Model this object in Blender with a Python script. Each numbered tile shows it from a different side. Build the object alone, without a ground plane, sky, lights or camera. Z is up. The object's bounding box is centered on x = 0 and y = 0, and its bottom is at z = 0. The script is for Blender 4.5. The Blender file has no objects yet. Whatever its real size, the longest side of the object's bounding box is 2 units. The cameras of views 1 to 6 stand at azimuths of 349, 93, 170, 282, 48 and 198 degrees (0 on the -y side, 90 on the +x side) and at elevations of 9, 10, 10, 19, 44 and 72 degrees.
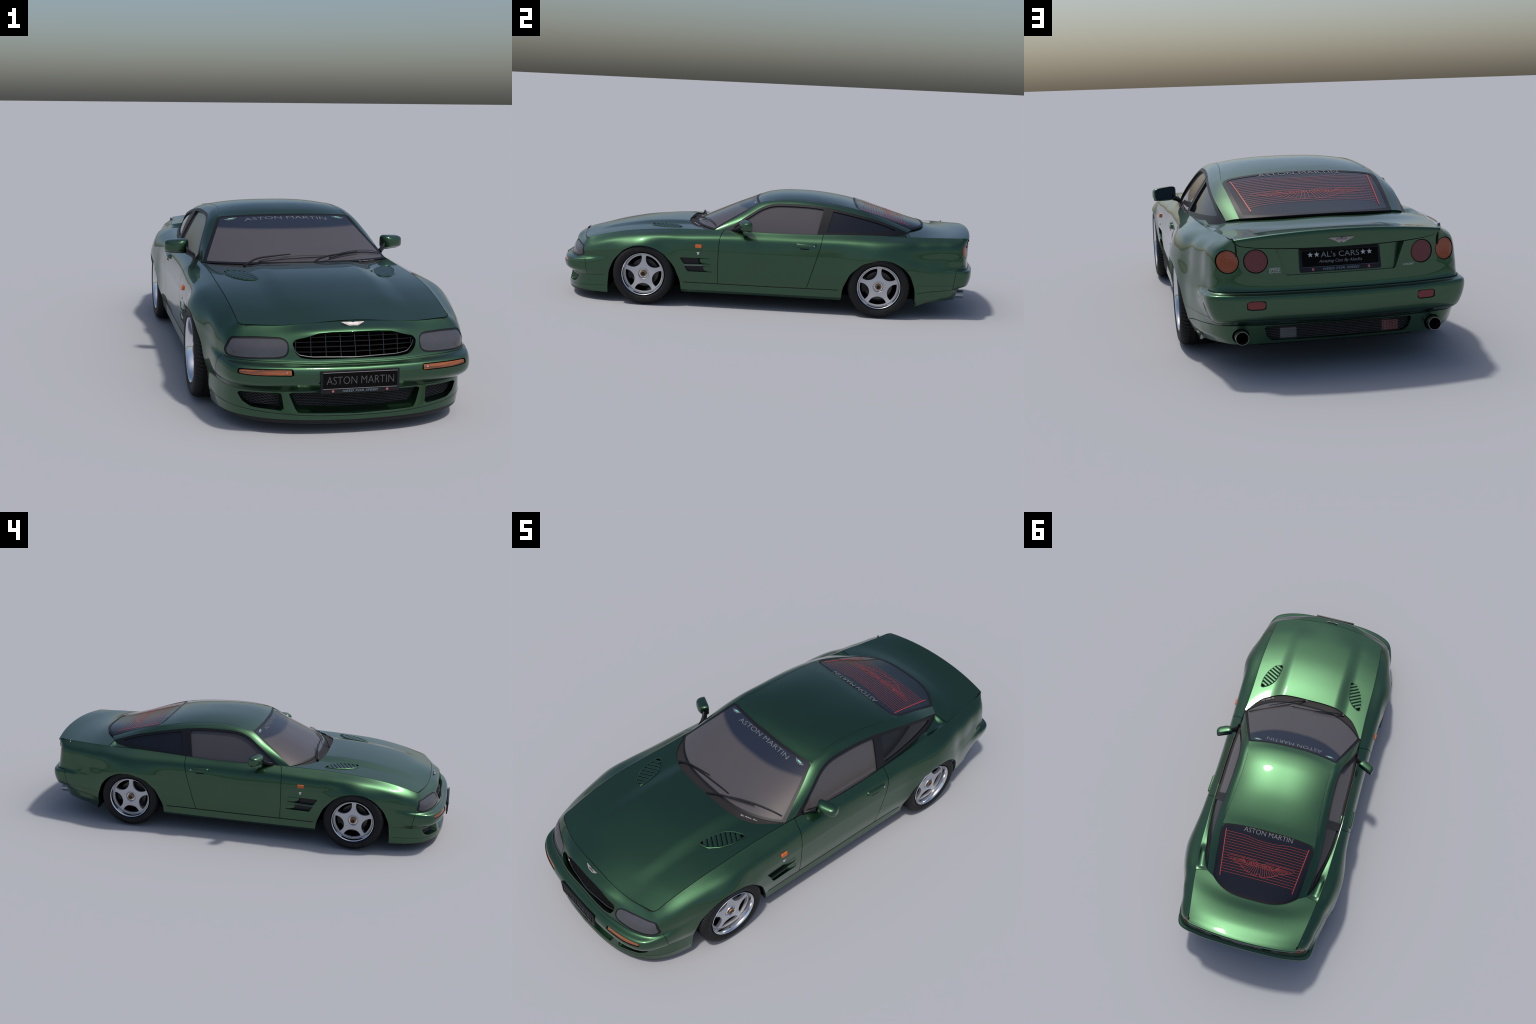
import bpy, math, random
import numpy as np
from mathutils import Vector, Matrix

random.seed(7)
A = np.array

# ------------------------------------------------------------------ splines
def spline(ctrl, n=None, t=None, per=12):
    """centripetal Catmull-Rom through ctrl (k,...) ; returns dense points"""
    c = A(ctrl, float)
    k = len(c)
    c = np.concatenate([2 * c[:1] - c[1:2], c, 2 * c[-1:] - c[-2:-1]])
    d = np.sqrt(((c[1:] - c[:-1]) ** 2).sum(-1)) ** 0.5
    d = np.maximum(d, 1e-4)
    kn = np.concatenate([np.zeros((1,) + d.shape[1:]), np.cumsum(d, 0)])
    if t is None:
        t = np.linspace(0, k - 1, n if n else (k - 1) * per + 1)
    out = []
    for s in t:
        i = min(int(s), k - 2)
        f = s - i
        p0, p1, p2, p3 = c[i:i + 4]
        t0, t1, t2, t3 = [q[..., None] for q in kn[i:i + 4]]
        x = t1 + (t2 - t1) * f
        a1 = (t1 - x) / (t1 - t0) * p0 + (x - t0) / (t1 - t0) * p1
        a2 = (t2 - x) / (t2 - t1) * p1 + (x - t1) / (t2 - t1) * p2
        a3 = (t3 - x) / (t3 - t2) * p2 + (x - t2) / (t3 - t2) * p3
        b1 = (t2 - x) / (t2 - t0) * a1 + (x - t0) / (t2 - t0) * a2
        b2 = (t3 - x) / (t3 - t1) * a2 + (x - t1) / (t3 - t1) * a3
        out.append((t2 - x) / (t2 - t1) * b1 + (x - t1) / (t2 - t1) * b2)
    return A(out)

def arclen(p):
    return np.concatenate([[0], np.cumsum(np.linalg.norm(np.diff(p, axis=0), axis=1))])

def resample(p, n):
    s = arclen(p)
    q = np.linspace(0, s[-1], n)
    return np.stack([np.interp(q, s, p[:, i]) for i in range(p.shape[1])], 1)

def fn(*pts):
    """smooth 1-D function through (t, v) pairs"""
    p = spline(A(pts, float), per=16)
    return lambda t: np.interp(t, p[:, 0], p[:, 1])

def smooth01(t):
    t = np.clip(t, 0, 1)
    return t * t * (3 - 2 * t)

# ------------------------------------------------------------------ 2-D regions
def poly_sdf(poly):
    """signed distance (negative inside) to a closed 2-D polygon"""
    p = A(poly, float)
    q = np.roll(p, -1, 0)
    def f(a, b):
        pt = np.stack([a, b], 1)
        best = np.full(len(pt), 1e9)
        inside = np.zeros(len(pt), bool)
        for (x0, y0), (x1, y1) in zip(p, q):
            e = A([x1 - x0, y1 - y0])
            L = e @ e
            if L < 1e-14:
                continue
            w = pt - [x0, y0]
            h = np.clip(w @ e / L, 0, 1)
            best = np.minimum(best, ((w - h[:, None] * e) ** 2).sum(1))
            c = (y0 > pt[:, 1]) != (y1 > pt[:, 1])
            if abs(y1 - y0) > 1e-12:
                inside ^= c & (pt[:, 0] < x0 + (pt[:, 1] - y0) / (y1 - y0) * (x1 - x0))
        d = np.sqrt(best)
        return np.where(inside, -d, d)
    return f

def rounded(poly, r=0.01, n=6):
    """round the corners of a polygon; r scalar or per-corner list"""
    p = A(poly, float)
    p = p[np.linalg.norm(p - np.roll(p, 1, 0), axis=1) > 1e-9]
    k = len(p)
    rs = [r] * k if np.isscalar(r) else r
    out = []
    for i in range(k):
        a, b, c = p[i - 1], p[i], p[(i + 1) % k]
        la, lc = np.linalg.norm(a - b), np.linalg.norm(c - b)
        d = min(rs[i], la * .49, lc * .49)
        s, e = b + (a - b) / la * d, b + (c - b) / lc * d
        for t in np.linspace(0, 1, n if d > 1e-6 else 1):
            out.append((1 - t) ** 2 * s + 2 * t * (1 - t) * b + t * t * e)
    return A(out)

def side(poly, xmin=0.0):
    s = poly_sdf(poly)
    return lambda P: np.where(P[:, 0] > xmin, s(P[:, 1], P[:, 2]), 1.0)
def front(poly, ymax=-0.6):
    s = poly_sdf(poly)
    return lambda P: np.where(P[:, 1] < ymax, s(P[:, 0], P[:, 2]), 1.0)
def rear(poly, ymin=0.75):
    s = poly_sdf(poly)
    return lambda P: np.where(P[:, 1] > ymin, s(P[:, 0], P[:, 2]), 1.0)
def top(poly, zmin=0.25):
    s = poly_sdf(poly)
    return lambda P: np.where(P[:, 2] > zmin, s(P[:, 0], P[:, 1]), 1.0)

# ------------------------------------------------------------------ polygon sets
class Soup:
    """a list of polygons, each an array of corners (x y z nx ny nz)"""
    def __init__(self, polys=None):
        self.p = polys or []
    def __add__(self, o):
        return Soup(self.p + o.p)
    def clip(self, f):
        """-> (part with f < 0, part with f > 0)"""
        if not self.p:
            return Soup(), Soup()
        n = A([len(q) for q in self.p])
        st = np.concatenate([[0], np.cumsum(n)[:-1]])
        v = f(np.concatenate(self.p)[:, :3])
        v = np.where(np.abs(v) < 1e-7, 1e-7, v)
        mx, mn = np.maximum.reduceat(v, st), np.minimum.reduceat(v, st)
        a, b = [], []
        for i, q in enumerate(self.p):
            if mx[i] < 0:
                a.append(q)
            elif mn[i] > 0:
                b.append(q)
            else:
                w = v[st[i]:st[i] + n[i]]
                ins, out = [], []
                for j in range(n[i]):
                    k = (j + 1) % n[i]
                    (ins if w[j] < 0 else out).append(q[j])
                    if (w[j] < 0) != (w[k] < 0):
                        m = q[j] + (q[k] - q[j]) * (w[j] / (w[j] - w[k]))
                        ins.append(m)
                        out.append(m)
                if len(ins) > 2:
                    a.append(A(ins))
                if len(out) > 2:
                    b.append(A(out))
        return Soup(a), Soup(b)
    def mirror(self):
        s = A([-1, 1, 1, -1, 1, 1])
        return Soup([(q * s)[::-1] for q in self.p])
    def both(self):
        return self + self.mirror()
    def shift(self, d):
        """move along the normals"""
        out = []
        for q in self.p:
            q = q.copy()
            q[:, :3] += q[:, 3:] * d
            out.append(q)
        return Soup(out)
    def move(self, d):
        out = []
        for q in self.p:
            q = q.copy()
            q[:, :3] += A(d)
            out.append(q)
        return Soup(out)

def grid_soup(G, flip=False):
    """quads of a (m, n, 3) grid with zero normals"""
    m, n = G.shape[:2]
    out = []
    z = np.zeros((4, 3))
    for i in range(m - 1):
        for j in range(n - 1):
            q = A([G[i, j], G[i, j + 1], G[i + 1, j + 1], G[i + 1, j]])
            if np.linalg.norm(np.cross(q[2] - q[0], q[3] - q[1])) < 1e-12:
                continue
            out.append(np.hstack([q[::-1] if flip else q, z]))
    return Soup(out)

def smooth_normals(s, angle=30.0, plane=True):
    """corner normals: mean of the neighbour faces that bend less than angle"""
    allc = np.concatenate(s.p)[:, :3]
    n = A([len(q) for q in s.p])
    fid = np.repeat(np.arange(len(n)), n)
    fn_ = []
    for q in s.p:
        p = q[:, :3]
        c = np.cross(p[2] - p[0], p[3 % len(p)] - p[1]) if len(p) > 3 else np.cross(p[1] - p[0], p[2] - p[0])
        fn_.append(c)
    fa = A(fn_)
    fu = fa / np.maximum(np.linalg.norm(fa, axis=1, keepdims=True), 1e-15)
    key = np.round(allc * 2e4).astype(np.int64)
    _, vid = np.unique(key, axis=0, return_inverse=True)
    vid = vid.ravel()
    order = np.argsort(vid, kind="stable")
    starts = np.searchsorted(vid[order], np.arange(vid.max() + 2))
    ca = math.cos(math.radians(angle))
    N = np.zeros_like(allc)
    for v in range(vid.max() + 1):
        idx = order[starts[v]:starts[v + 1]]
        f = fid[idx]
        U = fu[f]
        W = (U @ U.T > ca).astype(float)
        N[idx] = W @ fa[f]
    if plane:
        N[np.abs(allc[:, 0]) < 1e-6, 0] = 0
    N /= np.maximum(np.linalg.norm(N, axis=1, keepdims=True), 1e-15)
    i = 0
    for q in s.p:
        q[:, 3:] = N[i:i + len(q)]
        i += len(q)
    return s

ROOT = None
def link(o, parent=None):
    bpy.context.scene.collection.objects.link(o)
    if parent is not None:
        o.parent = parent
    return o

def mesh_from_soup(name, soup, mat, flange=0.006, weld=2e4):
    if not soup.p:
        return None
    allc = np.concatenate(soup.p)
    n = A([len(q) for q in soup.p])
    key = np.round(allc[:, :3] * weld).astype(np.int64)
    _, first, vid = np.unique(key, axis=0, return_index=True, return_inverse=True)
    vid = vid.ravel()
    V = allc[first, :3]
    faces, norms, i = [], [], 0
    for k in n:
        f, nn = vid[i:i + k], allc[i:i + k, 3:]
        i += k
        keep = [j for j in range(k) if f[j] != f[j - 1]]
        if len(keep) < 3 or len(set(f[keep])) < len(keep):
            continue
        faces.append([int(f[j]) for j in keep])
        norms.append(nn[keep])
    if flange:
        cnt = {}
        for f in faces:
            for a, b in zip(f, f[1:] + f[:1]):
                cnt[(a, b)] = cnt.get((a, b), 0) + 1
        bd = [(a, b) for (a, b) in cnt if (b, a) not in cnt]
        VN = np.zeros_like(V)
        np.add.at(VN, vid, allc[:, 3:])
        VN /= np.maximum(np.linalg.norm(VN, axis=1, keepdims=True), 1e-12)
        inner = {}
        newv = []
        for a, b in bd:
            for w in (a, b):
                if w not in inner:
                    inner[w] = len(V) + len(newv)
                    newv.append(V[w] - VN[w] * flange)
        if newv:
            V = np.vstack([V, newv])
        for a, b in bd:
            f = [b, a, inner[a], inner[b]]
            fnm = np.cross(V[f[1]] - V[f[0]], V[f[2]] - V[f[0]])
            fnm = fnm / max(np.linalg.norm(fnm), 1e-12)
            faces.append(f)
            norms.append(np.tile(fnm, (4, 1)))
    me = bpy.data.meshes.new(name)
    me.from_pydata(V.tolist(), [], faces)
    me.update()
    if len(me.polygons) == len(faces):
        me.polygons.foreach_set("use_smooth", [True] * len(faces))
        nn = np.concatenate(norms)
        nn = nn / np.maximum(np.linalg.norm(nn, axis=1, keepdims=True), 1e-9)
        me.normals_split_custom_set(nn.tolist())
    me.materials.append(mat)
    return me

def add(name, me, parent=None, **k):
    if me is None:
        return None
    o = bpy.data.objects.new(name, me)
    link(o, parent or ROOT)
    for a, b in k.items():
        o[a] = b
    return o

def part(name, soup, mat, flange=0.006, parent=None, mirrored=False, **k):
    """one object, or a left and a right one"""
    o = add(name, mesh_from_soup(name, soup, mat, flange), parent, **k)
    if mirrored:
        add(name, mesh_from_soup(name, soup.mirror(), mat, flange), parent, **k)
    return o

def simple_mesh(name, V, F, mat, smooth=30):
    me = bpy.data.meshes.new(name)
    me.from_pydata([tuple(map(float, v)) for v in V], [], F)
    me.update()
    me.materials.append(mat)
    if smooth:
        me.polygons.foreach_set("use_smooth", [True] * len(me.polygons))
        me.set_sharp_from_angle(angle=math.radians(smooth))
    return me

def tube(pts, r, n=8, closed=False, ends=True):
    """round or oval tube along points; r a number or a per-point list"""
    p = A(pts, float)
    m = len(p)
    rr = np.full(m, r) if np.isscalar(r) else A(r)
    if closed:
        tg = np.roll(p, -1, 0) - np.roll(p, 1, 0)
    else:
        tg = np.gradient(p, axis=0)
    tg /= np.maximum(np.linalg.norm(tg, axis=1, keepdims=True), 1e-12)
    up = A([0, 0, 1.0]) if abs(tg[0, 2]) < .9 else A([1.0, 0, 0])
    V, F = [], []
    for i in range(m):
        a = np.cross(tg[i], up)
        a /= max(np.linalg.norm(a), 1e-9)
        b = np.cross(a, tg[i])
        up = b
        for k in range(n):
            t = 2 * math.pi * k / n
            V.append(p[i] + rr[i] * (math.cos(t) * a + math.sin(t) * b))
    for i in range(m if closed else m - 1):
        j = (i + 1) % m
        for k in range(n):
            l = (k + 1) % n
            F.append([i * n + k, i * n + l, j * n + l, j * n + k])
    if ends and not closed:
        F.append(list(range(n)))
        F.append([(m - 1) * n + k for k in range(n)][::-1])
    return V, F

def merge(*parts):
    V, F = [], []
    for v, f in parts:
        o = len(V)
        V += list(v)
        F += [[i + o for i in q] for q in f]
    return V, F

def flipx(vf):
    v, f = vf
    return [A(p) * [-1, 1, 1] for p in v], [q[::-1] for q in f]

def box(c, s, rot=None):
    V = [A([x, y, z]) * A(s) / 2 for x in (-1, 1) for y in (-1, 1) for z in (-1, 1)]
    if rot is not None:
        V = [A(rot) @ v for v in V]
    V = [v + A(c) for v in V]
    F = [[0, 1, 3, 2], [4, 6, 7, 5], [0, 4, 5, 1], [2, 3, 7, 6], [0, 2, 6, 4], [1, 5, 7, 3]]
    return V, F

def revolve(profile, n=64, axis="x"):
    """profile (axial, radius) around the x axis"""
    V, F = [], []
    m = len(profile)
    for k in range(n):
        t = 2 * math.pi * k / n
        for a, r in profile:
            V.append(A([a, r * math.cos(t), r * math.sin(t)]))
    for k in range(n):
        l = (k + 1) % n
        for i in range(m - 1):
            F.append([k * m + i, k * m + i + 1, l * m + i + 1, l * m + i])
    return V, F

# ------------------------------------------------------------------ materials
def material(name, base, rough=0.4, metallic=0.0, coat=0.0, spec=0.5, noise=None, coat_rough=0.03, **k):
    m = bpy.data.materials.new(name)
    m.use_nodes = True
    nt = m.node_tree
    b = nt.nodes["Principled BSDF"]
    b.inputs["Base Color"].default_value = (*base, 1)
    b.inputs["Roughness"].default_value = rough
    b.inputs["Metallic"].default_value = metallic
    b.inputs["Coat Weight"].default_value = coat
    b.inputs["Coat Roughness"].default_value = coat_rough
    b.inputs["Specular IOR Level"].default_value = spec
    for a, v in k.items():
        b.inputs[a.replace("_", " ")].default_value = v
    if noise:
        scale, amount = noise
        tc = nt.nodes.new("ShaderNodeTexCoord")
        nz = nt.nodes.new("ShaderNodeTexNoise")
        nz.inputs["Scale"].default_value = scale
        nz.inputs["Detail"].default_value = 4
        mx = nt.nodes.new("ShaderNodeMix")
        mx.data_type = "RGBA"
        mx.inputs["A"].default_value = (*[c * (1 - amount) for c in base], 1)
        mx.inputs["B"].default_value = (*[min(1, c * (1 + amount)) for c in base], 1)
        nt.links.new(tc.outputs["Object"], nz.inputs["Vector"])
        nt.links.new(nz.outputs["Fac"], mx.inputs["Factor"])
        nt.links.new(mx.outputs["Result"], b.inputs["Base Color"])
    return m

PAINT = material("green_metallic_paint", (0.030, 0.090, 0.041), 0.38, 1.0, 1.0, noise=(900, 0.12))
BLACK = material("black_trim", (0.006, 0.006, 0.008), 0.42, spec=0.35, noise=(60, 0.1))
MATT = material("matt_black", (0.003, 0.003, 0.003), 0.8, spec=0.1)
DARKLINE = material("dark_line", (0.004, 0.006, 0.005), 0.7, spec=0.2)
SEAL = material("rubber_seal", (0.005, 0.005, 0.007), 0.45, spec=0.3, noise=(80, 0.1))
GLASS = material("smoked_glass", (0.075, 0.068, 0.072), 0.04, spec=0.5, noise=(5, 0.05))
DARKGLASS = material("dark_glass", (0.007, 0.008, 0.013), 0.04, spec=0.5, noise=(5, 0.05))
LAMPGLASS = material("headlamp_glass", (0.060, 0.060, 0.070), 0.12, spec=0.5, noise=(40, 0.12))
CHROME = material("chrome", (0.75, 0.77, 0.80), 0.08, 1.0, noise=(30, 0.04))
ALU = material("silver_alloy", (0.58, 0.57, 0.58), 0.45, 0.35, noise=(40, 0.04))
STEEL = material("dark_steel", (0.16, 0.16, 0.17), 0.3, 1.0, noise=(40, 0.1))
RUBBER = material("tyre_rubber", (0.006, 0.006, 0.0065), 0.6, spec=0.3, noise=(90, 0.25))
ORANGE = material("amber_lens", (0.55, 0.11, 0.02), 0.15, spec=0.5, noise=(140, 0.3))
RED = material("red_lens", (0.20, 0.018, 0.022), 0.12, spec=0.5, noise=(140, 0.3))
WHITE = material("white_print", (0.55, 0.56, 0.58), 0.5, noise=(60, 0.05))
GREYP = material("grey_print", (0.20, 0.21, 0.22), 0.5, noise=(60, 0.05))
REDLINE = material("red_heating_wire", (0.42, 0.045, 0.035), 0.5, noise=(60, 0.05))
GOLD = material("bronze_nut", (0.28, 0.16, 0.08), 0.4, 0.7, noise=(60, 0.1))

ROOT = bpy.data.objects.new("sports_car", None)
link(ROOT)
ROOT["label"] = "dark green metallic two-door coupe with five-spoke alloy wheels"
ROOT["category"] = "car"

# ------------------------------------------------------------------ body rails
# each rail runs round the half body from the nose centre line to the tail centre line
bottom_edge = [(0, -.982, .04), (.113, -.976, .041), (.2, -.959, .042), (.275, -.925, .043), (.325, -.88, .043), (.3559, -.8157, .042), (.37, -.736, .041),
    (.379, -.65, .05), (.378, -.56, .064), (.378, -.46, .066), (.376, -.378, .066), (.375, -.2, .067), (.375, 0, .068), (.375, .2, .068),
    (.375, .36, .068), (.376, .45, .068), (.376, .55, .068), (.374, .65, .066), (.362, .721, .057), (.352, .77, .072), (.338, .83, .08),
    (.312, .885, .085), (.288, .911, .085), (.22, .926, .085), (.1, .931, .085), (0, .932, .085)]
lip_crease = [(0, -.981, .052), (.113, -.975, .053), (.2, -.958, .057), (.2765, -.9219, .061), (.3294, -.8764, .066), (.3608, -.8134, .071), (.376, -.736, .077),
    (.389, -.65, .08), (.391, -.56, .082), (.391, -.46, .082), (.391, -.378, .082), (.391, -.2, .082), (.391, 0, .082), (.391, .2, .083),
    (.392, .36, .085), (.395, .45, .088), (.396, .55, .092), (.392, .65, .096), (.383, .721, .1), (.374, .77, .103), (.358, .83, .105),
    (.33, .885, .104), (.292, .915, .1), (.22, .93, .099), (.1, .935, .098), (0, .936, .098)]
bumper_foot = [(0, -.962, .117), (.113, -.958, .118), (.2, -.946, .118), (.2758, -.9167, .116), (.3328, -.8708, .117), (.3617, -.8064, .122), (.379, -.736, .126),
    (.395, -.65, .122), (.399, -.56, .118), (.397, -.46, .116), (.392, -.378, .116), (.39, -.2, .116), (.39, 0, .116), (.391, .2, .118),
    (.396, .36, .12), (.408, .45, .12), (.412, .55, .12), (.407, .65, .12), (.391, .721, .122), (.379, .77, .13), (.365, .83, .136),
    (.346, .885, .141), (.315, .921, .142), (.24, .94, .141), (.1, .949, .14), (0, .951, .139)]
bumper_face = [(0, -.9935, .153), (.113, -.99, .153), (.2, -.981, .153), (.2823, -.9614, .151), (.3383, -.9264, .15), (.3694, -.8529, .152), (.386, -.736, .16),
    (.411, -.65, .168), (.42, -.56, .17), (.411, -.46, .17), (.401, -.378, .168), (.397, -.2, .168), (.396, 0, .168), (.398, .2, .168),
    (.406, .36, .168), (.424, .45, .168), (.43, .55, .168), (.421, .65, .165), (.396, .721, .16), (.384, .77, .16), (.37, .83, .161),
    (.355, .885, .163), (.334, .952, .163), (.24, .978, .164), (.1, .989, .163), (0, .991, .162)]
bumper_top = [(0, -.987, .187), (.113, -.984, .188), (.2, -.976, .189), (.2823, -.9554, .189), (.3383, -.9214, .19), (.3694, -.8429, .193), (.385, -.736, .2),
    (.411, -.65, .215), (.421, -.56, .22), (.412, -.46, .22), (.403, -.378, .215), (.399, -.2, .215), (.397, 0, .215), (.399, .2, .215),
    (.4065, .36, .215), (.423, .45, .218), (.43, .55, .222), (.42, .65, .218), (.3965, .721, .216), (.386, .77, .219), (.373, .83, .222),
    (.368, .885, .226), (.349, .958, .23), (.25, .988, .228), (.1, .998, .227), (0, .999, .226)]
bumper_shelf = [(0, -.961, .197), (.113, -.9604, .198), (.2, -.948, .201), (.2818, -.9246, .202), (.3376, -.8857, .202), (.3654, -.8179, .208), (.383, -.736, .222),
    (.41, -.65, .243), (.421, -.56, .252), (.411, -.46, .248), (.403, -.378, .243), (.399, -.2, .243), (.397, 0, .243), (.399, .2, .243),
    (.4055, .36, .243), (.421, .45, .246), (.428, .55, .252), (.417, .65, .246), (.3935, .721, .243), (.382, .77, .243), (.368, .83, .242),
    (.356, .88, .241), (.333, .945, .239), (.24, .972, .238), (.1, .983, .237), (0, .985, .237)]
waist = [(0, -.95, .235), (.113, -.949, .236), (.2, -.936, .237), (.2814, -.9097, .236), (.3342, -.8763, .235), (.3635, -.8125, .24), (.381, -.736, .252),
    (.405, -.65, .272), (.416, -.56, .288), (.404, -.46, .28), (.402, -.378, .275), (.398, -.2, .275), (.396, 0, .275), (.398, .2, .275),
    (.4045, .36, .278), (.417, .45, .284), (.423, .55, .294), (.41, .65, .282), (.3855, .721, .275), (.376, .77, .275), (.361, .83, .277),
    (.351, .885, .28), (.33, .935, .283), (.24, .966, .285), (.1, .979, .285), (0, .981, .285)]
shoulder = [(0, -.943, .276), (.113, -.9368, .275), (.2, -.912, .268), (.28, -.883, .263), (.3301, -.8551, .261), (.3537, -.8014, .27), (.368, -.736, .287),
    (.376, -.65, .31), (.385, -.56, .325), (.388, -.46, .326), (.387, -.378, .325), (.382, -.2, .331), (.381, 0, .331), (.385, .2, .334),
    (.3905, .36, .339), (.395, .45, .343), (.398, .55, .346), (.387, .65, .348), (.3715, .721, .342), (.364, .77, .343), (.35, .83, .345),
    (.34, .885, .347), (.318, .932, .347), (.24, .964, .352), (.1, .982, .362), (0, .985, .365)]
crest = [(0, -.899, .299), (.113, -.896, .2945), (.2, -.884, .2885), (.27, -.863, .2875), (.307, -.846, .289), (.312, -.8, .302), (.316, -.736, .319),
    (.32, -.65, .336), (.323, -.56, .347), (.323, -.46, .354), (.323, -.378, .358), (.33, -.2, .362), (.347, 0, .363), (.348, .2, .366),
    (.345, .36, .373), (.342, .45, .376), (.339, .55, .378), (.33, .65, .376), (.322, .721, .377), (.313, .77, .377), (.304, .83, .378),
    (.296, .88, .378), (.283, .957, .378), (.2, .972, .387), (.1, .977, .395), (0, .979, .397)]
RAILS = [bottom_edge, lip_crease, bumper_foot, bumper_face, bumper_top, bumper_shelf, waist, shoulder, crest]

Y0, Y1, NN, NS, NT = -.736, .85, 64, 200, 56
def wrap_row(ctrl):
    p = spline(ctrl, per=14)
    y = p[:, 1]
    i0 = int(np.argmax((y > Y0)))
    j1 = len(y) - 1 - int(np.argmax((y < Y1)[::-1]))
    def at_y(yy, i):
        f = (yy - y[i]) / (y[i + 1] - y[i])
        return p[i] + f * (p[i + 1] - p[i])
    a, b = at_y(Y0, i0 - 1), at_y(Y1, j1)
    nose = resample(np.vstack([p[:i0], a]), NN + 1)
    tail = resample(np.vstack([b, p[j1 + 1:]]), NT + 1)
    mid = p[i0:j1 + 1]
    ys = np.linspace(Y0, Y1, NS + 1)[1:-1]
    q = np.vstack([a, mid, b])
    sidep = np.stack([np.interp(ys, q[:, 1], q[:, 0]), ys, np.interp(ys, q[:, 1], q[:, 2])], 1)
    return np.vstack([nose, sidep, tail])
ROWS = A([wrap_row(r) for r in RAILS])          # (9, ncol, 3)

def loft(rows, per):
    n = (len(rows) - 1) * per + 1
    return spline(rows, n=n)
lower = grid_soup(loft(ROWS[0:2], 4))
valance = grid_soup(loft(ROWS[1:3], 8))
flank = grid_soup(loft(ROWS[2:9], 10))
SHELL = smooth_normals(lower + valance + flank, 32)

crest_x = lambda y: np.interp(y, ROWS[8][NN:-NT, 1], ROWS[8][NN:-NT, 0])
crest_z = lambda y: np.interp(y, ROWS[8][NN:-NT, 1], ROWS[8][NN:-NT, 2])

# ------------------------------------------------------------------ hood and deck
hood_mid = fn((-.93, .288), (-.898, .300), (-.8, .327), (-.7, .349), (-.6, .366), (-.5, .3750), (-.42, .3775), (-.365, .3765), (-.28, .373))
def edge_fn(tab):
    p = spline(tab, per=14)
    return lambda y: (np.interp(y, p[:, 1], p[:, 0]), np.interp(y, p[:, 1], p[:, 2]))
hood_edge = edge_fn([(.300, -.90, .275)] + crest[4:13])
def hood_point(u, v):
    ey = -.850 + .66 * u
    ex, ez = hood_edge(ey)
    cy = -.900 + .62 * u
    cz = hood_mid(cy)
    rise = cz - ez
    bulge = .58 * smooth01((cy + .85) / .10)
    k = smooth01((cy + .9) / .25)
    h = (1 - bulge) * (k * v ** 2 + (1 - k) * smooth01(v / .72)) + bulge * smooth01((v - .43) / .24)
    return A([v * ex, cy + (ey - cy) * v ** (2.8 - .6 * k), cz - rise * h])
HOOD = grid_soup(A([[hood_point(u, v) for v in np.linspace(0, 1.005, 60)] for u in np.linspace(-.01, 1, 110)]))
HOOD = smooth_normals(HOOD, 60)

deck_mid = [(0, .64, .408), (0, .70, .406), (0, .766, .402), (0, .83, .391), (0, .90, .388), (0, .945, .393), (0, .974, .397), (0, .983, .3965), (0, .9865, .391), (0, .987, .370), (0, .984, .338)]
deck_side = [(.330, .60, .376), (.327, .65, .376), (.322, .71, .377), (.311, .785, .377), (.299, .86, .378), (.290, .92, .378), (.284, .952, .378), (.283, .9585, .3775), (.283, .961, .374), (.282, .962, .358), (.281, .961, .338)]
dm, ds = spline(deck_mid, n=90), spline(deck_side, n=90)
def deck_grid():
    G = []
    for c, e in zip(dm, ds):
        row = []
        for v in np.linspace(0, 1.01, 60):
            row.append([v * e[0], c[1] + (e[1] - c[1]) * v ** 2.2, c[2] + (e[2] - c[2]) * v ** 2.0])
        G.append(row)
    return A(G)
DECK = smooth_normals(grid_soup(deck_grid()), 60)

# ------------------------------------------------------------------ cabin
belt_x = fn((-.26, .318), (-.2, .325), (-.14, .335), (-.05, .341), (.05, .3435), (.16, .344), (.27, .343), (.39, .335), (.5, .319), (.6, .295), (.66, .270), (.70, .25))
belt_z = fn((-.26, .362), (-.2, .361), (0, .361), (.15, .362), (.27, .367), (.39, .374), (.5, .380), (.6, .387), (.66, .391), (.70, .393))
def side_x(y, z):
    h = z - belt_z(y)
    return belt_x(y) - .50 * h - .75 * h * h
frame_line = [(-.190, .360), (-.127, .405), (-.070, .444), (-.020, .475), (.035, .4925), (.12, .4965), (.24, .4935), (.36, .477), (.45, .459), (.55, .435), (.672, .390)]
Q = A([(side_x(y, z), y, z) for y, z in frame_line])
P = A([(.324, -.236, .362), (.298, -.17, .404), (.271, -.105, .445), (.239, -.030, .493), (.225, .03, .507), (.221, .113, .514), (.227, .237, .510),
       (.237, .345, .499), (.246, .430, .485), (.241, .55, .451), (.229, .692, .397)])
IW, IR = 3, 8     # windscreen top and rear window top on these curves
Pd, Qd = spline(P, per=20), spline(Q, per=20)
def rail_strip():
    G = []
    for i, (p, q) in enumerate(zip(Pd, Qd)):
        s = i / 20
        t = Pd[min(i + 1, len(Pd) - 1)] - Pd[max(i - 1, 0)]
        n = np.cross(q - p, t)
        n /= -np.linalg.norm(n)
        if n[0] < 0:
            n = -n
        b = .0012 + .0030 * math.exp(-((s - 4.8) / 1.8) ** 2)
        G.append([p + (q - p) * w + n * b * 4 * w * (1 - w) for w in np.linspace(0, 1, 13)])
    return A(G)
PILLAR = smooth_normals(grid_soup(rail_strip()), 40)

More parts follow.
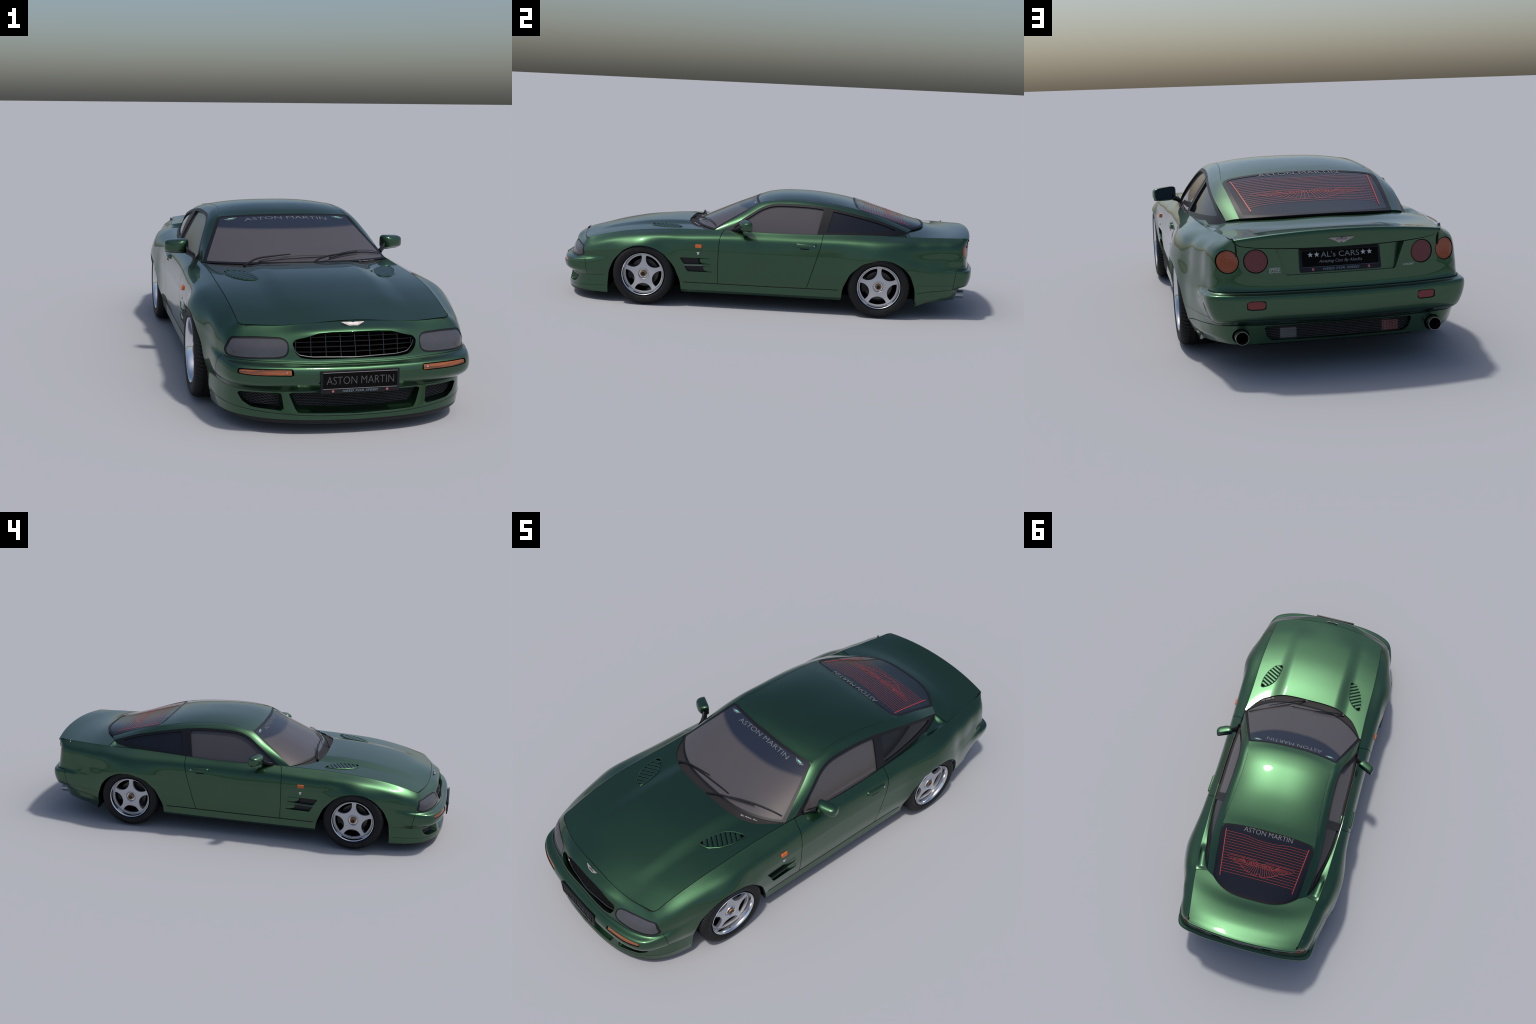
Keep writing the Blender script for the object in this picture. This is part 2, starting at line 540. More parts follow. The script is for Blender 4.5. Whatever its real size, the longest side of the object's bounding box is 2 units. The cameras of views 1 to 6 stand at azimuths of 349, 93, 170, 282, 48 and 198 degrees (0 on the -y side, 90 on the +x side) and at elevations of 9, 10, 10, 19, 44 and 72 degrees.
def crown(cpts, ppts, ey, ez, n, m=48):
    """surface between a centre line and the curve P; ey, ez = lateral exponents"""
    c, p = spline(cpts, n=n), spline(ppts, n=n)
    def point(t, v):
        """t 0..1 along, v -1..1 across"""
        k = t * (n - 1)
        i = int(np.clip(math.floor(k), 0, n - 2))
        f = k - i
        cc, pp = c[i] + (c[i + 1] - c[i]) * f, p[i] + (p[i + 1] - p[i]) * f
        a, b = ey(t), ez(t)
        w = abs(v)
        return A([v * pp[0], cc[1] + (pp[1] - cc[1]) * w ** a, cc[2] + (pp[2] - cc[2]) * w ** b])
    G = A([[point(t, v) for v in np.linspace(0, 1, m)] for t in np.linspace(0, 1, n)])
    return G, point
ws_c = [(0, -.354, .370), (0, -.199, .440), (0, -.128, .4705), (0, -.052, .500)]
roof_c = [(0, -.052, .501), (0, -.016, .514), (0, .058, .527), (0, .123, .5305), (0, .212, .5295), (0, .284, .5235), (0, .366, .512), (0, .416, .5015)]
back_c = [(0, .416, .5015), (0, .455, .4915), (0, .53, .471), (0, .613, .448), (0, .70, .425), (0, .766, .409)]
WS_G, ws_point = crown(ws_c, P[:IW + 1], lambda t: 3 - .6 * t, lambda t: 3 - .6 * t, 60)
RF_G, roof_point = crown(roof_c, P[IW:IR + 1], lambda t: 2.4, lambda t: 2.4 + .3 * math.sin(math.pi * t), 70)
BK_G, back_point = crown(back_c, P[IR:], lambda t: 2.4 + .8 * t, lambda t: 2.4 + .4 * t, 60)
WS = smooth_normals(grid_soup(WS_G), 60)
ROOF = smooth_normals(grid_soup(RF_G), 60)
BACK = smooth_normals(grid_soup(BK_G), 60)
def blend_rail():
    """let the rail start with the roof's own normal so that no false edge shows"""
    edge, nrm = [], []
    for t in np.linspace(0, 1, 60):
        p = roof_point(t, 1.0)
        n = np.cross(p - roof_point(t, .985), roof_point(min(1, t + .01), 1.0) - roof_point(max(0, t - .01), 1.0))
        edge.append(p)
        nrm.append(n / np.linalg.norm(n))
    edge, nrm = A(edge), A(nrm)
    if nrm[30, 2] < 0:
        nrm = -nrm
    for q in PILLAR.p:
        for c in q:
            if P[IW][1] + .02 < c[1] < P[IR][1] - .02:
                i = int(np.argmin(np.abs(edge[:, 1] - c[1])))
                w = 1 - smooth01(np.linalg.norm(c[:3] - edge[i]) / .022)
                w *= smooth01((c[1] - P[IW][1] - .02) / .06) * smooth01((P[IR][1] - .02 - c[1]) / .09)
                n = c[3:] * (1 - w) + nrm[i] * w
                c[3:] = n / np.linalg.norm(n)
blend_rail()
ys = np.linspace(-.25, .69, 150)
zs = np.linspace(0, 1, 40)
SIDE = smooth_normals(grid_soup(A([[(side_x(y, belt_z(y) - .02 + .165 * k), y, belt_z(y) - .02 + .165 * k) for k in zs] for y in ys]), flip=True), 60)

# ------------------------------------------------------------------ helpers on surfaces
FL = loft(ROWS[2:9], 10)
n1 = len(lower.p) + len(valance.p)
LOW, FLANK = Soup(SHELL.p[:n1]), Soup(SHELL.p[n1:])
ncell = FL.shape[1] - 1
B_LOW, B_UP = Soup(FLANK.p[:30 * ncell]), Soup(FLANK.p[30 * ncell:])

def flank_x(y, z):
    k = NN + (y - Y0) / (Y1 - Y0) * NS
    i = int(k)
    c = FL[:, i] + (FL[:, i + 1] - FL[:, i]) * (k - i)
    return float(np.interp(z, c[:, 2], c[:, 0]))

def invert(point, x, y, a=.5, b=.5, it=12):
    """surface parameters whose plan position is (x, y)"""
    for _ in range(it):
        p = point(a, b)
        e = 1e-4
        pa, pb = (point(a + e, b) - p) / e, (point(a, b + e) - p) / e
        J = A([[pa[0], pb[0]], [pa[1], pb[1]]])
        r = A([x - p[0], y - p[1]])
        if np.abs(r).max() < 1e-6:
            break
        try:
            d = np.linalg.solve(J, r)
        except np.linalg.LinAlgError:
            break
        a, b = float(np.clip(a + np.clip(d[0], -.3, .3), -.2, 1.2)), float(np.clip(b + np.clip(d[1], -.3, .3), -1.1, 1.1))
    p = point(a, b)
    e = 1e-3
    n = np.cross(point(a, b + e) - p, point(a + e, b) - p)
    n /= np.linalg.norm(n)
    return p, (n if n[2] > 0 else -n)
def hood_full(u, v):
    p = hood_point(u, abs(v))
    return p * [1 if v >= 0 else -1, 1, 1]
def on(point, lift=.0006):
    def f(x, y):
        p, n = invert(point, x, y, .5, .01 if abs(x) < 1e-5 else math.copysign(.5, x))
        return p + n * lift
    return f

def panel_cut(s, f, gap=.0013):
    """-> inside, outside, strip between"""
    ins, rest = s.clip(lambda P: f(P) + gap)
    strip, out = rest.clip(lambda P: f(P) - gap)
    return ins, out, strip

GAPS = Soup()
gap_tubes = []
def gap_tube(pts, r=.0016, mirrored=True):  # dark tube that draws a seam as a line
    t = tube(pts, r, 6)
    gap_tubes.append(t)
    if mirrored:
        gap_tubes.append(flipx(t))

# ------------------------------------------------------------------ wheel arches
arch_front = rounded([(-.736, -.1), (-.735, .079), (-.728, .149), (-.704, .204), (-.657, .255), (-.609, .279), (-.561, .284), (-.512, .274), (-.463, .247), (-.414, .191), (-.385, .115), (-.378, .05), (-.378, -.1)], .02)
arch_rear = rounded([(.375, -.1), (.372, .05), (.377, .128), (.408, .201), (.464, .252), (.543, .277), (.605, .270), (.655, .243), (.689, .207), (.713, .143), (.721, .057), (.722, -.1)], .02)
for a in (arch_front, arch_rear):
    f = side(a, .3)
    _, LOW = LOW.clip(f)
    _, B_LOW = B_LOW.clip(f)
    _, B_UP = B_UP.clip(f)

def arch_liner(poly):
    pts = A([p for p in poly if p[1] > .060])
    c = A([pts[:, 0].mean(), .13])
    out = c + (pts - c) * 1.03
    G = A([[(x, y, z) for (y, z) in out] for x in (.375, .30, .215)])
    V = [g for row in G for g in row]
    n = len(out)
    F = [[i * n + j, i * n + j + 1, (i + 1) * n + j + 1, (i + 1) * n + j] for i in range(2) for j in range(n - 1)]
    F.append([2 * n + j for j in range(n)])
    return V, F
for a in (arch_front, arch_rear):
    v = arch_liner(a)
    add("wheel_arch_liner", simple_mesh("wheel_arch_liner", *v, MATT))
    add("wheel_arch_liner", simple_mesh("wheel_arch_liner", *flipx(v), MATT))
add("underbody_filler", simple_mesh("underbody_filler", *merge(box((0, .0, .10), (.43, 1.8, .05)), box((0, -.08, .09), (.70, .56, .05)), box((0, 0, .2), (.42, 1.6, .16)), box((0, -.86, .16), (.40, .10, .09)), box((0, .86, .17), (.44, .10, .12))), MATT))  # matt black boxes added inside the body to block see-through

# ------------------------------------------------------------------ nose openings
def sym(half):
    h = A(half)
    return np.vstack([h, (h * [-1, 1])[::-1]])
grille_poly = rounded(sym([(0, .2775), (.065, .2775), (.105, .2750), (.140, .2640), (.170, .2575), (.178, .247), (.173, .228), (.158, .211), (.125, .2065), (0, .205)]), .008)
lamp_poly = rounded([(.186, .240), (.188, .253), (.199, .261), (.215, .2625), (.27, .2615), (.333, .257), (.342, .246), (.3515, .226), (.3515, .212), (.344, .2055), (.32, .2045), (.26, .2065), (.215, .2085), (.196, .213), (.188, .224)], .006)
fl_ = front(lamp_poly)
lamp_f = fl_
_, B_UP = B_UP.clip(front(grille_poly))
_, B_LOW = B_LOW.clip(front(grille_poly))
lamp, B_UP = B_UP.clip(lamp_f)
lens, seal = lamp.clip(lambda P: lamp_f(P) + .0045)
part("headlamp_seal", seal.shift(-.0015), SEAL, .006, mirrored=True)
part("headlamp", lens.shift(-.001), LAMPGLASS, .004, mirrored=True)
ind_poly = rounded([(.181, .1695), (.183, .1885), (.25, .1885), (.327, .187), (.330, .173), (.30, .1705)], .004)
ind_f = front(ind_poly)
ind, B_LOW = B_LOW.clip(ind_f)
hole, _ = ind.clip(lambda P: ind_f(P) - 1)
def striped(name, a, b, scale):
    m = material(name, a, .15)
    nt = m.node_tree
    tc = nt.nodes.new("ShaderNodeTexCoord")
    mp = nt.nodes.new("ShaderNodeMapping")
    mp.inputs["Scale"].default_value = scale
    nz = nt.nodes.new("ShaderNodeTexNoise")
    nz.inputs["Scale"].default_value = 1
    nz.inputs["Detail"].default_value = 3
    rp = nt.nodes.new("ShaderNodeValToRGB")
    rp.color_ramp.elements[0].position, rp.color_ramp.elements[1].position = .35, .65
    rp.color_ramp.elements[0].color, rp.color_ramp.elements[1].color = (*a, 1), (*b, 1)
    nt.links.new(tc.outputs["Object"], mp.inputs["Vector"])
    nt.links.new(mp.outputs["Vector"], nz.inputs["Vector"])
    nt.links.new(nz.outputs["Fac"], rp.inputs["Fac"])
    nt.links.new(rp.outputs["Color"], nt.nodes["Principled BSDF"].inputs["Base Color"])
    return m
INDIC = striped("ribbed_amber_lens", (.10, .045, .03), (.36, .10, .03), (18, 18, 320))
part("indicator_recess", ind.shift(-.011), MATT, 0, mirrored=True)
lens, _ = ind.clip(lambda P: ind_f(P) + .002)
lens, _ = lens.clip(lambda P: .188 - P[:, 0])
part("front_indicator", lens.shift(-.003), INDIC, .006, mirrored=True)
AMBERLINE = material('yellow_divider', (.45, .28, .05), .4)
for sx in (1, -1):
    add('indicator_divider', simple_mesh('indicator_divider', *box((sx * .262, float(-.9555), .1785), (.0016, .008, .0135)), AMBERLINE, 0))
    for ix, iy in ((.200, -.9745), (.314, -.9385)):
        v, f = revolve([(0, .0), (.0012, .0012), (0, .0022)], 12)
        add("indicator_screw", simple_mesh("indicator_screw", [A([sx * ix + p[1], iy - p[0] - .0025, .179 + p[2]]) for p in v], f, CHROME))

mesh_mid = rounded(sym([(0, .1145), (.190, .1145), (.184, .100), (.174, .074), (.167, .0605), (0, .0565)]), .008)
mesh_side = rounded([(.208, .113), (.29, .111), (.322, .108), (.309, .083), (.286, .070), (.202, .0655)], .006)
for p in (mesh_mid, mesh_side):
    _, LOW = LOW.clip(front(p))
def spoiler_y(x, z):
    a, b = [np.interp(abs(x), ROWS[r][:NN + 1, 0], ROWS[r][:NN + 1, 1]) for r in (1, 2)]
    za, zb = [np.interp(abs(x), ROWS[r][:NN + 1, 0], ROWS[r][:NN + 1, 2]) for r in (1, 2)]
    return float(a + (b - a) * np.clip((z - za) / (zb - za), 0, 1))
def funnel(poly, cx, kx, z0, z1, n0, n1):
    """painted throat from the skin back to the smaller wire mesh"""
    p = resample(np.vstack([poly, poly[:1]]), 121)[:-1]
    n = len(p)
    rows = []
    for k in np.linspace(0, 1, 6):
        for x, z in p:
            xi, zi = cx + (x - cx) * kx, n0 + (z - z0) / (z1 - z0) * (n1 - n0)
            e = k ** 1.4
            xx, zz = x + (xi - x) * e, z + (zi - z) * e
            rows.append((xx, spoiler_y(x, z) + .030 * k, zz))
    return rows, [[i * n + j, i * n + (j + 1) % n, (i + 1) * n + (j + 1) % n, (i + 1) * n + j] for i in range(5) for j in range(n)]
add("intake_throat", simple_mesh("intake_throat", *funnel(mesh_mid, 0, .94,   .0565, .1145, .0690, .1150), PAINT, 60))
fs = funnel(mesh_side, .262, .90, .0655, .113, .0705, .1120)
add("intake_throat", simple_mesh("intake_throat", *fs, PAINT, 60))
add("intake_throat", simple_mesh("intake_throat", *flipx(fs), PAINT, 60))
def wire_mesh(x0, x1, z0, z1, yfun, pitch=.0046, wave=.0085, amp=.0014, r=.0008):
    parts = []
    nz = int((z1 - z0) / pitch)
    nx = int((x1 - x0) / (wave / 4))
    for k in range(nz + 1):
        z = z0 + k * pitch
        xs = np.linspace(x0, x1, nx + 1)
        w = amp * np.where(np.arange(nx + 1) % 4 < 2, np.arange(nx + 1) % 4 * 1.0, 4 - np.arange(nx + 1) % 4 * 1.0) * (1)
        w = (np.abs((np.arange(nx + 1) % 4) - 2) - 1) * amp * (1 if k % 2 else 1)
        parts.append(tube(np.stack([xs, yfun(xs), z + w], 1), r, 4))
    return merge(*parts)
nose_y = lambda row: (lambda x: np.interp(np.abs(x), ROWS[row][:NN + 1, 0], ROWS[row][:NN + 1, 1]))
tail_y = lambda row: (lambda x: np.interp(np.abs(x), ROWS[row][::-1][:NT + 1, 0], ROWS[row][::-1][:NT + 1, 1]))
MESHMAT = material("dark_wire_mesh", (0.125, 0.125, 0.13), 0.5, 0.2, noise=(80, .15))
ylow = lambda x: (nose_y(1)(x) + nose_y(2)(x)) / 2 + .026
o = add("intake_mesh", simple_mesh("intake_mesh", *merge(wire_mesh(-.31, .31, .052, .122, ylow)), MESHMAT), kind="stuff")
def sheet(x0, x1, z0, z1, yfun, n=40):
    xs = np.linspace(x0, x1, n)
    V = [(x, float(yfun(x)), z) for x in xs for z in (z0, z1)]
    return V, [[2 * i, 2 * i + 1, 2 * i + 3, 2 * i + 2] for i in range(n - 1)]
add("intake_backing", simple_mesh("intake_backing", *sheet(-.32, .32, .045, .125, lambda x: ylow(x) + .01), MATT))  # matt black sheet added behind the mesh as the dark of the opening

# grille
gy = -.922
add("grille_back", simple_mesh("grille_back", *sheet(-.19, .19, .19, .29, lambda x: -.88), MATT))
bow = lambda x, z: -.019 * (1 - np.minimum(1, np.abs(x) / .178) ** 2) * np.clip((.285 - z) / .06, 0, 1.35)
loop = A([(x, gy - .004 + bow(x, z), z) for x, z in grille_poly])
c = loop.mean(0)
inner = loop.copy()
inner[:, 0] *= .985
inner[:, 2] = .240 + (inner[:, 2] - .240) * .95
ring = inner - [0, -.003, 0]
add("grille_frame", simple_mesh("grille_frame", *tube(ring, .0019, 8, closed=True), STEEL))
wall = np.concatenate([loop + [0, .001, 0], inner + [0, .035, 0]])
n = len(loop)
add("grille_surround", simple_mesh("grille_surround", wall, [[i, (i + 1) % n, n + (i + 1) % n, n + i] for i in range(n)], BLACK))
gsd = poly_sdf(A([(x * .985, .240 + (z - .240) * .95) for x, z in grille_poly]))
bars = []
for z in (.2215, .2350, .2485, .2615):
    xs = np.linspace(-.18, .18, 181)
    ok = xs[gsd(xs, np.full(181, z)) < 0]
    V, F = [], []
    for i, x in enumerate(ok[::4]):
        y = gy + bow(x, z)
        V += [(x, y - .001, z - .0005), (x, y - .001, z + .0005), (x, y + .014, z + .0005), (x, y + .014, z - .0005)]
        if i:
            F += [[4 * i - 4 + j, 4 * i - 4 + (j + 1) % 4, 4 * i + (j + 1) % 4, 4 * i + j] for j in range(4)]
    bars.append((V, F))
for k in range(-4, 5):
    x = k * .0415 + .0015
    zz = np.linspace(.20, .28, 121)
    ok = zz[gsd(np.full(121, x), zz) < 0]
    if len(ok) > 4:
        V, F = [], []
        for i, z in enumerate(np.linspace(ok[0], ok[-1], 9)):
            y = gy + float(bow(x, z))
            V += [(x - .0008, y + .001, z), (x + .0008, y + .001, z), (x + .0008, y + .016, z), (x - .0008, y + .016, z)]
            if i:
                F += [[4 * i - 4 + j, 4 * i - 4 + (j + 1) % 4, 4 * i + (j + 1) % 4, 4 * i + j] for j in range(4)]
        bars.append((V, F))
add("grille_bars", simple_mesh("grille_bars", *merge(*bars), material("grille_bar_metal", (.07, .07, .075), .3, .9, noise=(40, .1)), 0))

# splitter lip under the nose
lip = []
for i in range(0, NN - 6, 2):
    p = ROWS[0][i]
    d = A([p[0] * .55, p[1] + .25, 0])
    d /= np.linalg.norm(d)
    k = 1 - .6 * smooth01((i - 38) / 22)
    lip.append([p + A([0, 0, .002]) - d * .0015, p + A([0, 0, -.009 * k]) - d * .003, p + A([0, 0, -.012 * k]) - d * .006, p + A([0, 0, -.014 * k]) - d * .09])
part("splitter_lip", smooth_normals(grid_soup(A(lip)), 40).both(), BLACK, 0)

# ------------------------------------------------------------------ tail openings
def disc(cx, cz, r, n=40, kx=1.0):
    return A([(cx + kx * r * math.cos(t), cz + r * math.sin(t)) for t in np.linspace(0, 2 * math.pi, n, endpoint=False)])

def lens_material(name, base, dark, centre):
    m = material(name, base, .12)
    nt = m.node_tree
    b = nt.nodes["Principled BSDF"]
    tc = nt.nodes.new("ShaderNodeTexCoord")
    mp = nt.nodes.new("ShaderNodeMapping")
    mp.inputs["Location"].default_value = [-c for c in centre]
    ab = nt.nodes.new("ShaderNodeVectorMath")
    ab.operation = "ABSOLUTE"
    wv = nt.nodes.new("ShaderNodeTexWave")
    wv.wave_type = "RINGS"
    wv.rings_direction = "Y"
    wv.inputs["Scale"].default_value = 38
    wv.inputs["Distortion"].default_value = 1.5
    wv.inputs["Detail"].default_value = 2
    rp = nt.nodes.new("ShaderNodeValToRGB")
    rp.color_ramp.elements[0].color = (*dark, 1)
    rp.color_ramp.elements[1].color = (*base, 1)
    nt.links.new(tc.outputs["Object"], ab.inputs[0])
    nt.links.new(ab.outputs[0], mp.inputs["Vector"])
    nt.links.new(mp.outputs["Vector"], wv.inputs["Vector"])
    nt.links.new(wv.outputs["Fac"], rp.inputs["Fac"])
    nt.links.new(rp.outputs["Color"], b.inputs["Base Color"])
    return m
TAIL_O = lens_material("amber_tail_lens", (.33, .075, .030), (.27, .058, .024), (.30, .94, .319))
TAIL_R = lens_material("red_tail_lens", (.14, .018, .025), (.105, .014, .02), (.227, .96, .319))
for (cx, cz, r, kx, mat) in ((.3005, .319, .0315, .97, TAIL_O), (.2275, .3195, .0325, 1.0, TAIL_R)):
    f = rear(disc(cx, cz, r, kx=kx))
    cut, B_UP = B_UP.clip(f)
    rim_, rest = None, None
    glass, rim = cut.clip(lambda P: f(P) + .0028)
    part("tail_lamp_rim", rim.shift(-.003), DARKLINE, .006, mirrored=True)
    dome = []
    for q in glass.p:
        q = q.copy()
        d2 = ((q[:, 0] - cx) ** 2 + (q[:, 2] - cz) ** 2) / r ** 2
        q[:, :3] += q[:, 3:] * (-.003 + .004 * np.sqrt(np.clip(1 - d2, 0, 1)))[:, None]
        dome.append(q)
    part("tail_lamp", Soup(dome), mat, .004, mirrored=True)
refl = [(.207, .1925), (.258, .1925), (.258, .2175), (.207, .2175)]
f = rear(refl)
cut, B_LOW = B_LOW.clip(f)
glass, rim = cut.clip(lambda P: f(P) + .0022)
part("reflector_seal", rim.shift(-.002), DARKLINE, .006, mirrored=True)
part("rear_reflector", glass.shift(-.002), RED, .004, mirrored=True)
mesh_rear = rounded(sym([(0, .1365), (.207, .1355), (.199, .105), (.186, .093), (0, .0905)]), .006)
_, LOW = LOW.clip(rear(mesh_rear))
_, LOW = LOW.clip(rear(disc(.269, .109, .023)))
yrear = lambda x: (tail_y(1)(x) + tail_y(2)(x)) / 2 - .016
add("exhaust_mesh", simple_mesh("exhaust_mesh", *wire_mesh(-.21, .21, .086, .140, yrear), MESHMAT), kind="stuff")
add("rear_backing", simple_mesh("rear_backing", *sheet(-.24, .24, .08, .145, lambda x: yrear(x) - .012), MATT))  # black sheet added behind the rear mesh to keep it dark
add("reversing_lamp", simple_mesh("reversing_lamp", *box((.138, float(yrear(.138)) - .006, .110), (.045, .008, .028)), GREYP, 0))
add("fog_lamp", simple_mesh("fog_lamp", *box((-.149, float(yrear(.149)) - .006, .110), (.045, .008, .028)), RED, 0))
TIP = material('exhaust_steel', (.30, .31, .33), .12, 1.0, noise=(40, .1))
for sx in (1, -1):
    prof = [(.86, .012), (.86, .0185), (.953, .0185), (.9545, .018), (.9545, .0172), (.952, .0168), (.90, .0165), (.88, .0)]
    v, f = revolve(prof, 32)
    v = [A([sx * .269 + p[1], p[0], .110 + p[2]]) for p in v]
    add("exhaust_pipe", simple_mesh("exhaust_pipe", v, f, TIP))
    v, f = revolve([(.950, .0166), (.90, .0162), (.885, .0)], 24)
    add("exhaust_bore", simple_mesh("exhaust_bore", [A([sx * .269 + p[1], p[0], .110 + p[2]]) for p in v], f, material("bore_brown", (.022, .010, .003), .6)))  # plain dark brown inside the pipe

# plate recess on the tail
rec = rounded(sym([(0, .356), (.178, .356), (.164, .318), (.150, .278), (0, .278)]), .004)
f = rear(rec)
cut, B_UP = B_UP.clip(f)
back = []
for q in cut.p:
    q = q.copy()
    q[:, 1] -= .006 + .018 * np.clip((q[:, 2] - .278) / .07, 0, 1)
    back.append(q)
back_recess = Soup(back).both()
part("plate_recess", back_recess, PAINT, 0)
side_w = []
for i in range(len(rec)):
    a, b = rec[i], rec[(i + 1) % len(rec)]
    def yy(p): return float(np.interp(p[1], [.237, .285, .35, .36], [tail_y(5)(p[0]), tail_y(6)(p[0]), tail_y(7)(p[0]), tail_y(7)(p[0])]))
    side_w.append(([(a[0], yy(a), a[1]), (b[0], yy(b), b[1]), (b[0], yy(b) - .03, b[1]), (a[0], yy(a) - .03, a[1])], [[0, 1, 2, 3]]))
add("plate_recess_edge", simple_mesh("plate_recess_edge", *merge(*side_w), PAINT, 0))

# ------------------------------------------------------------------ boot lid
lid_low = rounded(sym([(0, .46), (.2842, .46), (.2838, .372), (.270, .361), (.235, .356), (.181, .352), (.09, .349), (0, .348)]), .004)
f = rear(lid_low, .90)
_, B_UP = B_UP.clip(lambda P: f(P) - .0013)
lid_front = [(.40, .684), (.325, .682), (.258, .671), (.20, .60), (-.1, .60), (-.1, 1.2), (.40, 1.2)]
ft = top(lid_front)
edge = np.vstack([[(0, .3)], A([(x, y) for x, y, z in ds[ds[:, 1] <= .9615]]), [(.281, 1.1), (0, 1.1)]])
edge = np.vstack([edge, [(-.2, 1.1), (-.2, .3)]])
fe = top(edge, .3)
LIDALL, _ = DECK.clip(lambda P: fe(P) + .0003)
LIDALL, _ = LIDALL.clip(lambda P: np.where(P[:, 1] > .93, f(P) + .0013, -1))
lid, shelf, strip = panel_cut(LIDALL, ft)
part("boot_lid", lid.both(), PAINT, .008)
GAPS += strip
SHELF_BACK = shelf
gap_tube([p - A([0.001, 0, .004]) for p in ds if .68 < p[1] < .948 and p[2] > .37], .0028)
corner = [p - A([.004, .006, .005]) for p in ds if p[1] > .94]
gap_tube(corner, .0018)
low_line = [(x, float(np.interp(x, [0, .1, .2, .25, .285], [.984, .981, .970, .962, .952])) - .004, z) for x, z in lid_low if 0 <= x < .277 and z < .375]
gap_tube(low_line, .0028)

# ------------------------------------------------------------------ hood
cowl = A([(0, -.385), (.066, -.385), (.129, -.381), (.165, -.374), (.201, -.361), (.253, -.331), (.287, -.292), (.3215, -.239)])
cowl_d = spline(cowl, per=8)
crest_nose = A([p for p in ROWS[8] if p[1] < -.2])
hood_outline = np.vstack([crest_nose[:, :2][crest_nose[:, 1] < -.239], cowl_d[::-1]])
hood_outline = np.vstack([hood_outline, [(-.1, -.385), (-.1, -.9)]])
hf = poly_sdf(hood_outline)
hood_f = lambda P: hf(P[:, 0], P[:, 1])
hood, _ = HOOD.clip(lambda P: hood_f(P) + .0012)
_, B_UP = B_UP.clip(lambda P: np.where(P[:, 1] < -.23, hood_f(P) - .0010, 1))
vent_poly = rounded([(.200, -.556), (.234, -.546), (.264, -.504), (.2815, -.452), (.2825, -.404), (.270, -.400), (.238, -.419), (.212, -.451), (.1985, -.5), (.194, -.545)], .012)
vf = poly_sdf(vent_poly)
hole, hood = hood.clip(lambda P: vf(P[:, 0], P[:, 1]) + .001)
HOODOBJ = part("hood", hood.both(), PAINT, .008)
gap_tube([p - A([0, 0, .0045]) for p in crest_nose[::2]], .0032)
hood_at = on(hood_full, 0)
vent_base = hole.shift(-.010)
for sx in (1, -1):
    M = lambda vf_: vf_ if sx > 0 else flipx(vf_)
    s_ = vent_base if sx > 0 else vent_base.mirror()
    v_ = add("hood_vent", mesh_from_soup("hood_vent", s_, MATT, 0))
    rim = [hood_at(x, y) + A([0, 0, .0006]) for x, y in vent_poly]
    add("vent_rim", simple_mesh("vent_rim", *M(tube(rim, .0026, 8, closed=True)), PAINT), v_)
    slats = []
    ax = A([.084, .153]) / np.linalg.norm([.084, .153])
    pr = A([ax[1], -ax[0]])
    c0 = A([.2385, -.478])
    for k in range(8):
        t = (k - 3.5) * .0185
        cc = c0 + ax * t
        w = np.linspace(-.06, .06, 121)
        pp = cc + w[:, None] * pr
        ok = w[vf(pp[:, 0], pp[:, 1]) < -.001]
        if len(ok) < 8:
            continue
        a, b = cc + pr * ok[0], cc + pr * ok[-1]
        V = []
        for e in np.linspace(0, 1, 7):
            q = a + (b - a) * e
            h = hood_at(*q)
            for dy, dz in ((-.0092, .0006), (-.0010, .0034), (.0056, .0010), (.0054, -.0065)):
                V.append(h + A([ax[0] * dy, ax[1] * dy, dz]))
        F = [[i * 4 + j, i * 4 + (j + 1) % 4, i * 4 + 4 + (j + 1) % 4, i * 4 + 4 + j] for i in range(6) for j in range(4)]
        slats.append((V, F))
    for s in slats:
        add("vent_slat", simple_mesh("vent_slat", *M(s), PAINT, 50), v_)

# cowl panel
G = []
for x, y in cowl_d:
    a = hood_at(x, y) - A([0, -.002, .007])
    v = min(1, x / .3225)
    b = ws_point(0, v) + A([0, .012, .000])
    m_ = (a + b) / 2 - A([0, 0, .002])
    G.append([a + A([0, -.004, .0]), m_, b])
COWLMAT = material("cowl_plastic", (.022, .020, .020), .65, spec=.25, noise=(300, .4))
part("cowl", smooth_normals(grid_soup(A(G), flip=True), 60).both(), COWLMAT, 0)

# ------------------------------------------------------------------ side panels
door_poly = [(-.188, .40), (-.193, .362), (-.201, .348), (-.206, .328), (-.209, .274), (-.209, .177), (-.207, .05), (.19, .05), (.2105, .119), (.242, .231), (.254, .272), (.264, .309), (.272, .346), (.277, .372), (.279, .40)]
fd = side(door_poly, .2)
bump_f = side([(-1.2, 0), (-1.2, .3), (-.852, .3), (-.848, .205), (-.841, .162), (-.835, .128), (-.833, 0)], -1)
bump_r = side([(1.2, 0), (1.2, .3), (.905, .3), (.903, .249), (.899, .2), (.895, .159), (.892, 0)], -1)

